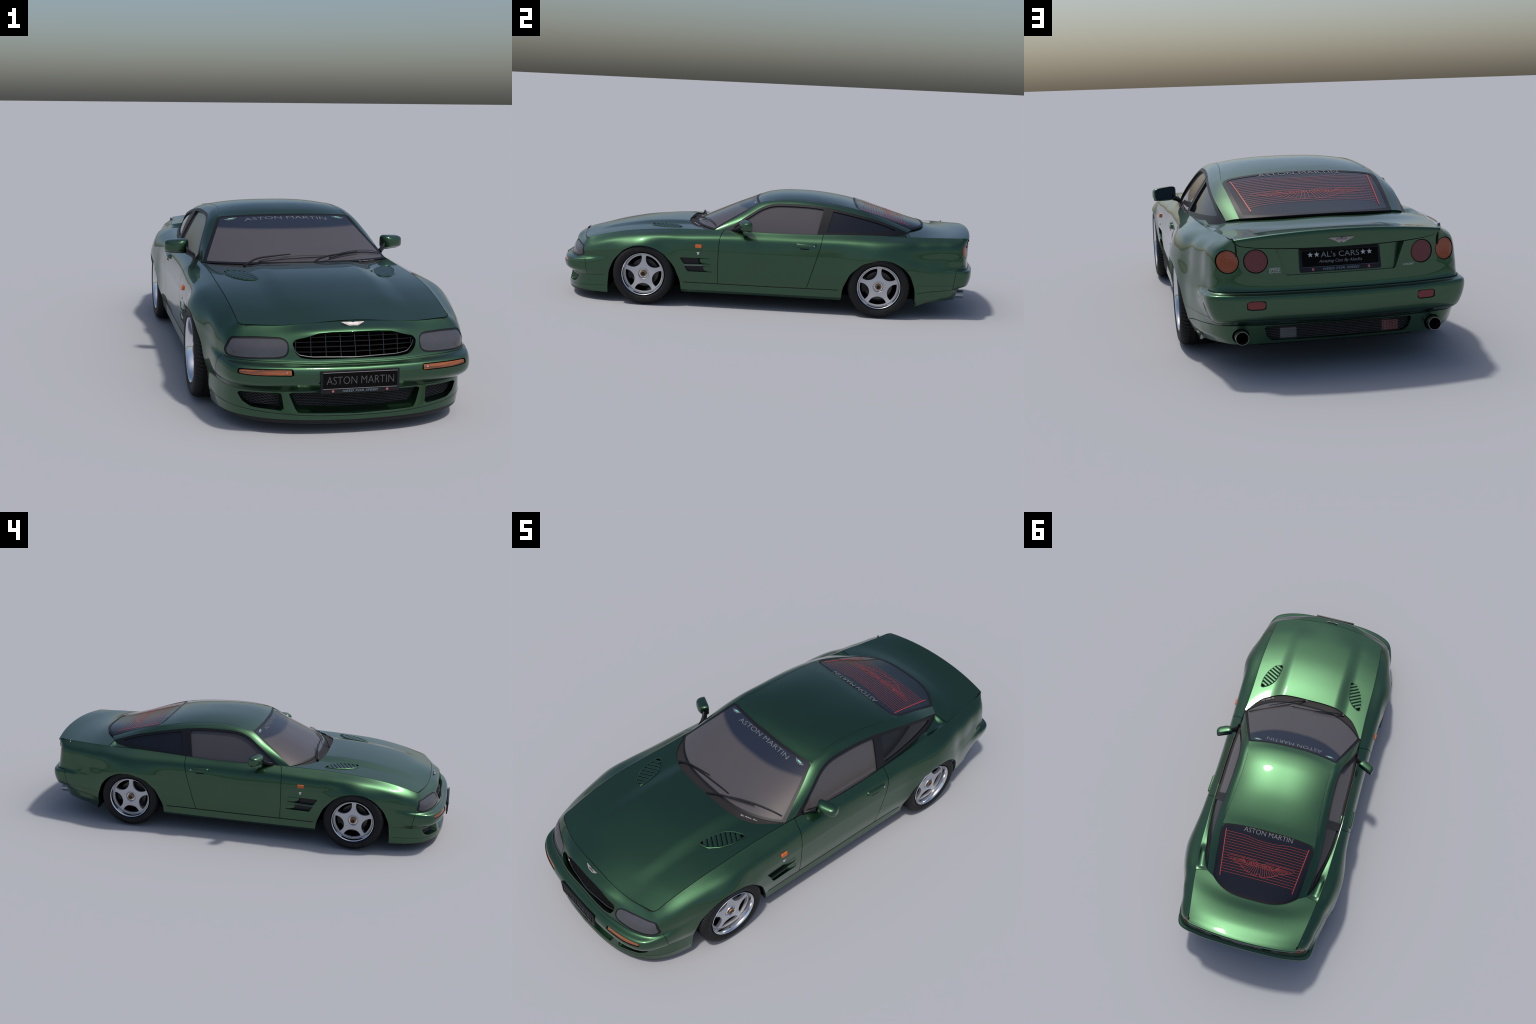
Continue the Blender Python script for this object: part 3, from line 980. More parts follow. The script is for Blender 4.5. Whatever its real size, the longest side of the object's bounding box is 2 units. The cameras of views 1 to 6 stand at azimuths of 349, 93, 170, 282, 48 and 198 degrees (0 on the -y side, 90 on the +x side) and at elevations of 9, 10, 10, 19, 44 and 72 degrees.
# side vents behind the front wheel
vent_up = rounded([(-.389, .235), (-.245, .236), (-.241, .208), (-.369, .204)], .004)
vent_dn = rounded([(-.367, .195), (-.239, .199), (-.235, .170), (-.351, .169)], .004)
for vp, split in ((vent_up, -.297), (vent_dn, -.282)):
    f = side(vp, .3)
    c1, B_LOW = B_LOW.clip(f)
    c2, B_UP = B_UP.clip(f)
    cut = c1 + c2
    blk, scoop = cut.clip(lambda P: P[:, 1] - split - (P[:, 2] - .205) * -.25)
    part("side_vent", blk.shift(-.010), BLACK, 0, mirrored=True)
    sc = []
    for q in scoop.p:
        q = q.copy()
        k = np.clip((q[:, 1] - split) / (-.238 - split), 0, 1)
        zc = (q[:, 2] - vp[:, 1].min()) / (vp[:, 1].max() - vp[:, 1].min())
        d = .014 * (1 - np.sqrt(np.clip(1 - (1 - k) ** 2, 0, 1))) + .010 * np.clip(np.abs(zc - .5) * 2 - .35, 0, 1) ** 2 * (1 - .6 * k) + .0015
        q[:, :3] -= q[:, 3:] * d[:, None]
        sc.append(q)
    part("side_scoop", smooth_normals(Soup(sc), 50, False), PAINT, 0, mirrored=True)
vb = [A([flank_x(y, .2) + .0015, y, .2005 + (y + .32) * .03]) for y in np.linspace(-.366, -.282, 8)]
for t in (tube(vb, .0022, 6), flipx(tube(vb, .0022, 6))):
    add("vent_bar", simple_mesh("vent_bar", *t, STEEL))

pieces = {"door": Soup(), "front_fender": Soup(), "rear_fender": Soup(), "front_bumper": Soup(), "rear_bumper": Soup()}
for zone, low in ((B_LOW, True), (B_UP, False)):
    d, rest, strip = panel_cut(zone, fd)
    pieces["door"] += d
    GAPS += strip
    a, b = rest.clip(lambda P: P[:, 1] - .03)
    if low:
        bf, a, s1 = panel_cut(a, bump_f, .0009)
        br, b, s2 = panel_cut(b, bump_r, .0009)
        pieces["front_bumper"] += bf
        pieces["rear_bumper"] += br
        GAPS += s1
        GAPS += s2
    pieces["front_fender"] += a
    pieces["rear_fender"] += b
part("door", pieces["door"], PAINT, .008, mirrored=True)
part("front_fender", pieces["front_fender"], PAINT, .012, mirrored=True)
part("rear_fender", pieces["rear_fender"], PAINT, .012, mirrored=True)
part("front_bumper", pieces["front_bumper"].both(), PAINT, .012)
part("rear_bumper", pieces["rear_bumper"].both(), PAINT, .012)
sp_, rest = LOW.clip(lambda P: P[:, 1] + .55)
sk_, rv_ = rest.clip(lambda P: P[:, 1] - .55)
part("front_spoiler", sp_.both(), PAINT, .004)
part("side_skirt", sk_, PAINT, .012, mirrored=True)
part("rear_valance", rv_.both(), PAINT, .022)
def row_line(r, y0=None, y1=None, nose=None, tail=None):
    p = ROWS[r]
    return [q for q in p[::2] if (y0 is None or q[1] >= y0) and (y1 is None or q[1] <= y1)]
gap_tube([q * [.9985, .9995, 1] for q in row_line(1, None, -.737)], .0011)
gap_tube([q * [.9975, .999, 1] for q in row_line(2, None, -.737)], .0016)
gap_tube([q * [.997, 1, 1] for q in row_line(2, -.376, .37)], .0026)
gap_tube([q * [.998, .999, 1] for q in row_line(2, .72, None)], .0016)
gap_tube([q * [.9995, 1, 1] + A([0, .001, 0]) for q in row_line(5, None, -.852)], .0016)
gap_tube([q * [.9995, 1, 1] - A([0, .001, 0]) for q in row_line(5, .905, None)], .0022)
gap_tube([q * [.9985, .9995, 1] for q in row_line(3, .72, None)], .0009)
# shelf between quarter window and rear fender
G = []
for y in np.linspace(.20, .70, 90):
    xc, zc = float(crest_x(y)), float(crest_z(y))
    bx, bz = float(belt_x(y)), float(belt_z(y))
    bx = min(bx, xc - .001) - .010
    row = []
    for v in np.linspace(0, 1, 16):
        x = bx + (xc - bx) * v
        z = bz - .004 + (zc - bz + .004) * smooth01(v)
        k = smooth01((y - .535) / .05) * (1 - smooth01((y - .655) / .02)) * math.sin(math.pi * min(1, max(0, v * 1.05))) ** .8
        row.append((x, y, z - .010 * k))
    G.append(row)
SH = smooth_normals(grid_soup(A(G), flip=False), 60)
SH, _ = SH.clip(lambda P: P[:, 1] - .675 - (P[:, 0] - .29) * .16)
part("shoulder_shelf", SH, PAINT, 0, mirrored=True)
# sunk dark strips, then dark tubes added along seams in place of open gaps
part("seam_line", GAPS.shift(-.004).both(), DARKLINE, 0)
add("seam_line", simple_mesh("seam_line", *merge(*gap_tubes), DARKLINE))

# ------------------------------------------------------------------ cabin
seal_ws = poly_sdf(np.vstack([A([(p[0], p[2] * 2.3) for p in WS_G[0]]), A([(p[0], p[2] * 2.3) for p in WS_G[:, -1]]), A([(p[0], p[2] * 2.3) for p in WS_G[-1][::-1]]), [(-.1, WS_G[-1][0][2] * 2.3), (-.1, WS_G[0][0][2] * 2.3)]]))
ws_round = poly_sdf(rounded([(-.2, .75), (float(WS_G[0][-1][0]) + .06, .75), (.3255, WS_G[0][-1][2] * 2.3), (.239, WS_G[-1][-1][2] * 2.3), (.20, np.interp(.20, WS_G[-1][:, 0], WS_G[-1][:, 2]) * 2.3), (.12, np.interp(.12, WS_G[-1][:, 0], WS_G[-1][:, 2]) * 2.3), (0, WS_G[-1][0][2] * 2.3 + .0005), (-.2, WS_G[-1][0][2] * 2.3)], [0, 0, 0, .035, .01, .01, 0, 0]))
WS, ws_corner = WS.clip(lambda P: ws_round(P[:, 0], P[:, 2] * 2.3))
ROOF = ROOF + ws_corner
old_ws = seal_ws
seal_ws = lambda a, b: np.maximum(old_ws(a, b), ws_round(a, b))
glass, frame = WS.clip(lambda P: seal_ws(P[:, 0], P[:, 2] * 2.3) + .0105)
part("windscreen_seal", frame.both(), SEAL, .006)
def screen_material():
    m = material("windscreen_glass", (.075, .068, .072), .04)
    nt = m.node_tree
    b = nt.nodes["Principled BSDF"]
    tc = nt.nodes.new("ShaderNodeTexCoord")
    sx = nt.nodes.new("ShaderNodeSeparateXYZ")
    mr = nt.nodes.new("ShaderNodeMapRange")
    mr.inputs["From Min"].default_value = .457
    mr.inputs["From Max"].default_value = .464
    nz = nt.nodes.new("ShaderNodeTexNoise")
    nz.inputs["Scale"].default_value = 6
    mx0 = nt.nodes.new("ShaderNodeMix")
    mx0.data_type = "RGBA"
    mx0.inputs["A"].default_value = (.070, .063, .068, 1)
    mx0.inputs["B"].default_value = (.080, .072, .076, 1)
    mx = nt.nodes.new("ShaderNodeMix")
    mx.data_type = "RGBA"
    mx.inputs["B"].default_value = (.016, .021, .036, 1)
    nt.links.new(tc.outputs["Object"], nz.inputs["Vector"])
    nt.links.new(nz.outputs["Fac"], mx0.inputs["Factor"])
    nt.links.new(mx0.outputs["Result"], mx.inputs["A"])
    nt.links.new(tc.outputs["Object"], sx.inputs[0])
    nt.links.new(sx.outputs["Z"], mr.inputs["Value"])
    nt.links.new(mr.outputs["Result"], mx.inputs["Factor"])
    nt.links.new(mx.outputs["Result"], b.inputs["Base Color"])
    return m
part("windscreen", glass.both(), screen_material(), .004)
roof, _ = ROOF, None
bk_round = poly_sdf(rounded([(-.2, BK_G[0][0][1])] + [tuple(p[:2]) for p in BK_G[0][[0, 12, 24, 32]]] + [tuple(BK_G[0][-1][:2])] + [tuple(p[:2]) for p in BK_G[18::8, -1]] + [(.26, .80), (-.2, .80)], [0] * 5 + [.040] + [0] * (len(BK_G[18::8]) + 2)))
BACK, bk_corner = BACK.clip(lambda P: bk_round(P[:, 0], P[:, 1]))
ROOF = ROOF + bk_corner
part("roof", ROOF.both(), PAINT, .006)
part("roof_pillar", PILLAR, PAINT, .008, mirrored=True)
gl = [p - A([0, 0, .0002]) for p in Pd[int(20 * 4.1):int(20 * 7.3):2]]
for t in (tube(gl, .0008, 6), flipx(tube(gl, .0008, 6))):
    add("roof_crease_line", simple_mesh("roof_crease_line", *t, DARKLINE))  # dark tube added along the crease between roof and rail
seal_bk = poly_sdf(np.vstack([BK_G[0][:, :2], BK_G[:, -1, :2], BK_G[-1][::-1, :2], [(-.1, BK_G[-1][0][1]), (-.1, BK_G[0][0][1])]]))
glass, frame = BACK.clip(lambda P: np.maximum(seal_bk(P[:, 0], P[:, 1]), bk_round(P[:, 0], P[:, 1])) + .0125)
part("rear_window_seal", frame.both(), SEAL, .006)
part("rear_window", glass.shift(-.001).both(), DARKGLASS, .004)
gap_tube_pts = [p + A([0, .002, -.003]) for p in BK_G[-1]]

frame_d = spline(frame_line, per=10)
opening = np.vstack([frame_d, [(.674, .372), (.5, .35), (.2, .34), (-.19, .34)]])
fo = side(opening, .1)
allside, _ = SIDE.clip(fo)
dist = poly_sdf(opening)
def win_d(P): return dist(P[:, 1], P[:, 2])
bp_a = lambda P: P[:, 1] - (.246 + (P[:, 2] - .366) * .235)      # front edge of the B pillar
bp_m = lambda P: P[:, 1] - (.259 + (P[:, 2] - .366) * .22)
bp_b = lambda P: P[:, 1] - (.291 + (P[:, 2] - .378) * .27)
dglass, rest = allside.clip(lambda P: np.maximum.reduce([win_d(P) + .0105, bp_a(P), -(P[:, 1] + .152 - (.40 - P[:, 2]) * .25)]))
qglass, rest = rest.clip(lambda P: np.maximum.reduce([win_d(P) + .0105, -bp_b(P), belt_z(P[:, 1]) + .010 - P[:, 2]]))
fr_f, fr_q = rest.clip(bp_m)
part("door_glass", dglass.shift(-.007), GLASS, .003, mirrored=True)
part("quarter_glass", qglass.shift(-.006), DARKGLASS, .003, mirrored=True)
part("window_frame", fr_f, BLACK, .009, mirrored=True)
part("quarter_window_frame", fr_q.shift(-.0008), BLACK, .009, mirrored=True)
belt_strip = [A([side_x(y, belt_z(y)) + .0012, y, belt_z(y) + .001]) for y in np.linspace(-.15, .27, 40)]
for t in (tube(belt_strip, .0018, 6), flipx(tube(belt_strip, .0018, 6))):
    add("belt_seal", simple_mesh("belt_seal", *t, BLACK))

# ------------------------------------------------------------------ wheels
DISC = material("brake_iron", (.07, .068, .065), .4, .8, noise=(60, .2))
def wheel_parts():
    R = .145
    ntread = 72
    # tyre: profile (x, r); lateral grooves cut into the shoulder ribs
    prof = [(.292, .097), (.285, .104), (.283, .118), (.288, .133), (.296, .1405), (.303, .1435), (.312, .1445), (.3125, .1415), (.3165, .1415), (.317, .1448), (.334, R),
            (.3345, .1415), (.3395, .1415), (.340, R), (.357, R), (.3575, .1415), (.3625, .1415), (.363, R), (.380, .1448), (.3805, .1415), (.3845, .1415), (.385, .1445),
            (.396, .1435), (.403, .1405), (.409, .135), (.4125, .127), (.4130, .119), (.4115, .111), (.408, .105), (.404, .1015), (.400, .0995), (.396, .0975)]
    m, n = len(prof), ntread * 4
    V, F = [], []
    for k in range(n):
        t = 2 * math.pi * k / n
        for i, (x, r) in enumerate(prof):
            sip = (k % 4 == 0) and r > .140 and abs(r - .1415) > 1e-6
            rr = r - (.0028 if sip else 0)
            V.append(A([x, rr * math.cos(t + (x - .35) * 1.2), rr * math.sin(t + (x - .35) * 1.2)]))
    for k in range(n):
        l = (k + 1) % n
        for i in range(m - 1):
            F.append([k * m + i, k * m + i + 1, l * m + i + 1, l * m + i])
    tyre = simple_mesh("tyre", V, F, RUBBER, 28)
    # rim: polished lip and dark barrel
    lipv = revolve([(.396, .0965), (.403, .0985), (.4085, .1010), (.4105, .0998), (.4095, .0978), (.404, .0955), (.395, .0935), (.386, .0920)], 96)
    rim = simple_mesh("rim", *lipv, CHROME, 50)
    barrel = simple_mesh("rim_barrel", *revolve([(.388, .0915), (.372, .088), (.30, .088), (.286, .0965)], 64), STEEL, 50)
    # spoke disc with five openings
    hole_out, hc = .0862, None
    rr = np.linspace(.020, .0925, 34)
    th = np.linspace(0, 2 * math.pi, 241)
    face = lambda r: .3915 - .0035 * ((r - .02) / .0725) + .0016 * math.cos(r * 40)
    G = A([[(face(r), r * math.cos(t), r * math.sin(t)) for t in th] for r in rr])
    D = smooth_normals(grid_soup(G, flip=True), 60, False)
    ax_, az_ = .0405, -.0742
    top_ = -.0455
    # circle through the two outer corners and the inner apex
    rad = (ax_ ** 2 + (az_ - top_) ** 2) / (2 * (top_ - az_))
    cz_ = top_ - rad
    pts = []
    for a in np.linspace(-1, 1, 17):
        t = a * math.atan2(ax_, az_ - cz_ if az_ > cz_ else 1e-6)
        pts.append((rad * math.sin(t), cz_ + rad * math.cos(t)))
    a0 = math.atan2(ax_, -az_)
    for a in np.linspace(1, -1, 17):
        pts.append((hole_out * math.sin(a * a0), -hole_out * math.cos(a * a0)))
    hp = rounded(pts, .004)
    for k in range(5):
        c_, s_ = math.cos(k * 2 * math.pi / 5), math.sin(k * 2 * math.pi / 5)
        rot = hp @ A([[c_, s_], [-s_, c_]])
        h = poly_sdf(rot)
        _, D = D.clip(lambda P: h(P[:, 1], P[:, 2]))
    spokes = mesh_from_soup("spokes", D, ALU, .012)
    # brake
    brake = simple_mesh("brake_disc", *revolve([(.347, .0), (.347, .066), (.354, .0665), (.354, .03), (.359, .028), (.359, .0)], 64), DISC, 40)
    cal = []
    for t in np.linspace(math.radians(150), math.radians(205), 9):
        cal.append([(x, r * math.cos(t), r * math.sin(t)) for x, r in ((.337, .048), (.367, .048), (.369, .060), (.367, .078), (.337, .078))])
    cal = A(cal)
    nC = len(cal)
    Vc = cal.reshape(-1, 3)
    Fc = [[i * 5 + j, i * 5 + (j + 1) % 5, (i + 1) * 5 + (j + 1) % 5, (i + 1) * 5 + j] for i in range(nC - 1) for j in range(5)] + [[0, 1, 2, 3, 4], [(nC - 1) * 5 + j for j in range(5)][::-1]]
    caliper = simple_mesh("brake_caliper", Vc, Fc, BLACK, 30)
    # centre: chrome bowl, bronze nut, cap
    bowl = simple_mesh("hub_bowl", *revolve([(.387, .0280), (.3945, .0272), (.3975, .0248), (.3965, .0225), (.389, .0195), (.387, .0)], 48), CHROME, 50)
    nut = simple_mesh("hub_nut", *merge(revolve([(.384, .0150), (.3965, .0150), (.399, .0135), (.399, .0098), (.396, .0092)], 8)), GOLD, 20)
    cap = simple_mesh("hub_cap", *revolve([(.396, .0095), (.3975, .0088), (.3980, .004), (.3980, .0)], 24), BLACK, 40)
    val = simple_mesh("tyre_valve", *tube([(.394, 0, -.080), (.399, 0, -.0815)], .0016, 8), BLACK)
    return tyre, rim, barrel, spokes, brake, caliper, bowl, nut, cap, val
W = wheel_parts()
def text_mesh(s, size, shear=0.0, spacing=1.0, res=3, thin=0.0):
    cu = bpy.data.curves.new("letters", "FONT")
    cu.body = s
    cu.size = size
    cu.shear = shear
    cu.space_character = spacing
    cu.offset = -thin
    cu.align_x = "CENTER"
    cu.align_y = "CENTER"
    cu.resolution_u = res
    ob = bpy.data.objects.new("letters", cu)
    bpy.context.scene.collection.objects.link(ob)
    dg = bpy.context.evaluated_depsgraph_get()
    me = ob.evaluated_get(dg).to_mesh()
    V = A([v.co[:] for v in me.vertices])
    F = [list(p.vertices) for p in me.polygons]
    ob.evaluated_get(dg).to_mesh_clear()
    bpy.data.objects.remove(ob)
    bpy.data.curves.remove(cu)
    return V, F
def fit(V, w, h=None):
    """scale letters to width w and height h, centred"""
    V = V.copy()
    lo, hi = V.min(0), V.max(0)
    V[:, :2] -= ((lo + hi) / 2)[:2]
    V[:, 0] *= w / (hi[0] - lo[0])
    V[:, 1] *= (h if h else w / (hi[0] - lo[0]) * (hi[1] - lo[1])) / (hi[1] - lo[1])
    return V
tv, tf = text_mesh("EXTREMA", 1)
tv = fit(tv, .075, .011)
TY = []
for a0 in (math.pi / 2, -math.pi / 2):
    for p in tv:
        r = .1195 + p[1]
        a = a0 - p[0] / .1195
        TY.append(A([.4130 - abs(p[1]) * .06, r * math.cos(a), r * math.sin(a)]))
tyl = simple_mesh("tyre_lettering", TY, tf + [[i + len(tv) for i in q] for q in tf], material("moulded_rubber", (.022, .022, .023), .5), 0)
names = ("tyre", "rim", "rim_barrel", "spokes", "brake_disc", "brake_caliper", "hub_bowl", "hub_nut", "hub_cap", "tyre_valve")
for wy in (-.561, .545):
    for sx in (1, -1):
        e = bpy.data.objects.new("wheel", None)
        link(e, ROOT)
        e.location = (0, wy, .145)
        e.rotation_euler = (0, 0, 0 if sx > 0 else math.pi)
        for nme, me in zip(names, W):
            o = add(nme, me, e)
        add("tyre_lettering", tyl, e)

# ------------------------------------------------------------------ mirrors
def mirror_parts():
    C = A([.3955, -.083, .3965])
    ux = A([.077, .034, -.002])
    ux /= np.linalg.norm(ux)              # along the housing, outwards
    uz = A([0, 0, 1.0])
    uy = np.cross(uz, ux)                 # backwards
    def ring(w, h, d, n=40, e=.42):
        out = []
        for t in np.linspace(0, 2 * math.pi, n, endpoint=False):
            c, s = math.cos(t), math.sin(t)
            a = math.copysign(abs(c) ** e, c) * w
            b = math.copysign(abs(s) ** e, s) * h
            b *= 1 - .16 * (a / .043 + 1) / 2      # slimmer at the outer end
            out.append(C + ux * a + uz * (b + .0015) + uy * d)
        return out
    shell = []
    for w, h, d in ((.0395, .0225, .014), (.0412, .0240, .0155), (.0425, .0252, .0145), (.0428, .0255, .008), (.0420, .0250, -.002), (.0390, .0230, -.012), (.0330, .0195, -.020), (.0240, .0140, -.0255), (.0120, .0070, -.0282), (.0005, .0005, -.029)):
        shell.append(ring(w, h, d))
    n = 40
    V = [p for r in shell for p in r]
    F = [[i * n + j, i * n + (j + 1) % n, (i + 1) * n + (j + 1) % n, (i + 1) * n + j] for i in range(len(shell) - 1) for j in range(n)]
    gl = ring(.0385, .0215, .0125)
    arm = []
    a = A([.336, -.132, .3655]); b = C - ux * .036 + A([0, .0, -.012])
    for k, w, h in ((0, .026, .012), (.35, .018, .010), (.7, .015, .012), (1, .017, .016)):
        p = a + (b - a) * k
        arm.append([p + A([0, w * math.cos(t), h * math.sin(t)]) for t in np.linspace(0, 2 * math.pi, 16, endpoint=False)])
    AV = [p for r in arm for p in r]
    AF = [[i * 16 + j, i * 16 + (j + 1) % 16, (i + 1) * 16 + (j + 1) % 16, (i + 1) * 16 + j] for i in range(3) for j in range(16)]
    # black lower lip of the housing
    under = ring(.0432, .0258, .002)
    UV, UF = tube([p for p in under if p[2] < C[2] - .016], .0028, 6)
    return (V, F), (gl, [list(range(n))]), (AV, AF), (UV, UF)
MG = material("mirror_glass", (.05, .09, .13), .05, .8, noise=(20, .1))
for sx in (1, -1):
    sh, gl, arm, un = [(v if sx > 0 else flipx(v)) for v in mirror_parts()]
    m_ = add("wing_mirror", simple_mesh("wing_mirror", *sh, PAINT, 60))
    add("mirror_glass", simple_mesh("mirror_glass", *gl, MG), m_)
    add("mirror_arm", simple_mesh("mirror_arm", *arm, BLACK, 60), m_)
    add("mirror_edge", simple_mesh("mirror_edge", *un, BLACK, 60), m_)

# ------------------------------------------------------------------ wipers
ws_at = on(ws_point, 0)
def glass_pt(x, y, lift):
    p, nrm = invert(ws_point, x, y, .05, math.copysign(.4, x) if abs(x) > .01 else .02)
    return p + nrm * lift
def wiper(pivot, elbow, b0, b1):
    pv = A(pivot)
    eb = glass_pt(*elbow, .012)
    blade = [glass_pt(b0[0] + (b1[0] - b0[0]) * k, b0[1] + (b1[1] - b0[1]) * k, .0035) for k in np.linspace(0, 1, 14)]
    frame = [p + A([0, 0, .0028 + .004 * math.sin(math.pi * k) ** .5]) for p, k in zip(blade, np.linspace(0, 1, 14))]
    mid = pv + (eb - pv) * .25 + A([0, 0, .012])
    armp = spline([pv, mid, pv + (eb - pv) * .7 + A([0, 0, .006]), eb], n=14)
    return merge(tube(armp, list(np.linspace(.0036, .0018, 14)), 8), tube(frame, .0011, 6), tube(blade, .0016, 6), tube([pv - A([0, 0, .012]), pv + A([0, 0, .003])], .0060, 12))
for w in (((-.200, -.352, .368), (-.040, -.318), (-.150, -.335), (.082, -.322)), ((.014, -.379, .370), (.200, -.287), (.092, -.331), (.300, -.233))):
    add("wiper", simple_mesh("wiper", *wiper(*w), BLACK, 40))

# ------------------------------------------------------------------ small parts on the flanks
def stud(cy, cz, w, h, d, mat, name, r=.003, lift=0.0, tilt=0.0):
    pl = rounded([(-w / 2, -h / 2), (w / 2, -h / 2), (w / 2, h / 2), (-w / 2, h / 2)], r)
    V, F = [], []
    n = len(pl)
    for s_, dd in ((1.06, -.003), (1.0, d * .6), (.86, d)):
        for a, b in pl:
            y, z = cy + a * s_, cz + b * s_
            V.append((flank_x(y, z) + dd + lift, y, z))
    F = [[i * n + j, i * n + (j + 1) % n, (i + 1) * n + (j + 1) % n, (i + 1) * n + j] for i in range(2) for j in range(n)] + [[2 * n + j for j in range(n)]]
    add(name, simple_mesh(name, V, F, mat, 40))
    add(name, simple_mesh(name, *flipx((V, F)), mat, 40))
stud(-.3025, .291, .030, .0150, .006, ORANGE, "side_repeater")
stud(-.303, .262, .013, .0045, .002, CHROME, "fender_badge", .001)
stud(-.303, .2555, .009, .0085, .002, ALU, "fender_badge", .003)
stud(.199, .3215, .094, .0155, .0085, PAINT, "door_handle", .0065)
stud(.193, .3045, .042, .0050, .0004, DARKLINE, "handle_dark_strip", .002)  # dark raised strip in place of a hollow under the handle
stud(.237, .3210, .006, .006, .0095, CHROME, "door_lock", .002)
v, f = revolve([(-.002, .0052), (.0015, .0052), (.0030, .0035), (.0032, .0030), (.0055, .0044), (.0085, .0038), (.0110, .002), (.0118, .0)], 20)
add("aerial", simple_mesh("aerial", [A([-.3035 + p[1], .893 + p[2], .3710 + p[0]]) for p in v], f, STEEL, 40))

# ------------------------------------------------------------------ writing and emblems
def plane_map(centre, ux, uz, lift=.0005):
    c, a, b = A(centre), A(ux, float), A(uz, float)
    a /= np.linalg.norm(a); b /= np.linalg.norm(b)
    n = np.cross(a, b)
    return lambda x, y: c + a * x + b * y + n * lift
def write(name, s, w, h, fmap, mat, cx=0, cy=0, flip=1, parent=None, **k):
    V, F = text_mesh(s, 1, **k)
    V = fit(V, w, h)
    me = simple_mesh(name, [fmap(cx + p[0] * flip, cy + p[1] * flip) for p in V], F, mat, 0)
    return add(name, me, parent)
def star(cx, cy, r):
    V = [(cx + rr * math.sin(t), cy + rr * math.cos(t)) for k in range(10) for rr, t in [((r if k % 2 == 0 else r * .42), k * math.pi / 5)]]
    return V
def plate(name, centre, ux, uz, w, h):
    fm = plane_map(centre, ux, uz, 0)
    nrm = fm(0, 0) * 0 + np.cross(A(ux, float) / np.linalg.norm(ux), A(uz, float) / np.linalg.norm(uz))
    def slab(poly, d0, d1):
        n = len(poly)
        V = [fm(a, b) + nrm * d0 for a, b in poly] + [fm(a, b) + nrm * d1 for a, b in poly]
        return V, [[j, (j + 1) % n, n + (j + 1) % n, n + j] for j in range(n)] + [[n + j for j in range(n)]]
    base = add(name, simple_mesh(name, *slab(rounded([(-w / 2, -h / 2), (w / 2, -h / 2), (w / 2, h / 2), (-w / 2, h / 2)], .004), -.006, .0), BLACK, 30))
    face = [(-w / 2 + .006, -h / 2 + .0125), (w / 2 - .006, -h / 2 + .0125), (w / 2 - .006, h / 2 - .005), (-w / 2 + .006, h / 2 - .005)]
    add("plate_face", simple_mesh("plate_face", *slab(face, -.001, .0008), MATT, 0), base)
    rim = [fm(a, b) + nrm * .0006 for a, b in face]
    add("plate_rim", simple_mesh("plate_rim", *tube(rim, .0011, 6, closed=True), STEEL), base)
    BLUE = material("pale_blue_print", (.22, .30, .36), .4)
    f2 = plane_map(centre, ux, uz, .0012)
    write("plate_lettering", "NEED FOR SPEED", .100, .0060, f2, BLUE, 0, -h / 2 + .0062, parent=base, shear=.3, spacing=1.1)
    for sx in (-1, 1):
        cyl = [fm(sx * .0765 + .0036 * math.cos(t), -h / 2 + .0062 + .0036 * math.sin(t)) + nrm * .0012 for t in np.linspace(0, 2 * math.pi, 20, endpoint=False)]
        add("plate_screw", simple_mesh("plate_screw", cyl, [list(range(20))], material("red_white_cap", (.45, .12, .13), .4), 0), base)
    return base, f2
DIMP = material("dim_print", (.085, .088, .092), .5)
base, fm = plate("front_plate", (0, -.9965, .152), (1, 0, 0), (0, -.03, 1), .222, .063)
write("plate_lettering", "ASTON MARTIN", .190, .0215, fm, DIMP, 0, .0045, parent=base, thin=.012)
base, fm = plate("rear_plate", (0, .9715, .3135), (-1, 0, 0), (0, -.017, .059), .221, .0615)
write("plate_lettering", "AL's CARS", .105, .0150, fm, GREYP, 0, .014, parent=base)
write("plate_lettering", "Amazing Cars By AlexKa", .118, .0105, fm, GREYP, 0, -.005, parent=base, shear=.35)
for cx in (-.081, -.0635, .0635, .081):
    sv = [fm(*p) for p in star(cx, .0145, .0078)] + [fm(cx, .0145)]
    add("plate_star", simple_mesh("plate_star", sv, [[i, (i + 1) % 10, 10] for i in range(10)], WHITE, 0), base)

def wing_outline(w, h, steps=7):
    """half of a pair of spread wings: straight top, feathered lower edge"""
    top_ = [(0, .30), (.10, .46), (.22, .50), (1.0, .50)]
    low_ = [(.98, .36), (.86, .30), (.80, .16), (.66, .10), (.58, -.06), (.44, -.12), (.36, -.32), (.16, -.50), (.10, -.50), (0, -.18)]
    return [(a * w / 2, b * h) for a, b in top_ + low_]
def emblem(name, fmap, w, h, mat, thick=.0022):
    half = wing_outline(w, h)
    full = half + [(-a, b) for a, b in half[::-1] if abs(a) > 1e-9]
    # order: right half goes top centre -> tip -> bottom centre ; left half back up
    n = len(full)
    V = [fmap(a, b, 0) for a, b in full] + [fmap(a * .97, b * .94, thick) for a, b in full]
    F = [[j, (j + 1) % n, n + (j + 1) % n, n + j] for j in range(n)] + [[n + j for j in range(n)]]
    o = add(name, simple_mesh(name, V, F, mat, 30))
    bar = [fmap(a, b, thick + .0005) for a, b in ((-w * .21, h * .06), (w * .21, h * .06), (w * .21, h * .34), (-w * .21, h * .34))]
    add("emblem_bar", simple_mesh("emblem_bar", bar, [[0, 1, 2, 3]], STEEL, 0), o)
    return o
BADGE = material("brushed_badge", (.36, .31, .30), .5, .3, noise=(200, .15))
def nose_map(a, b, d):
    c = A([0, -.9175, .2905]); u = A([0, .58, .81]); n = A([0, -.81, .58])
    return c + A([a, 0, 0]) + u * b + n * (d + .0005) + A([0, (abs(a) / .032) ** 2 * .0012, 0])
emblem("nose_emblem", nose_map, .066, .017, BADGE)
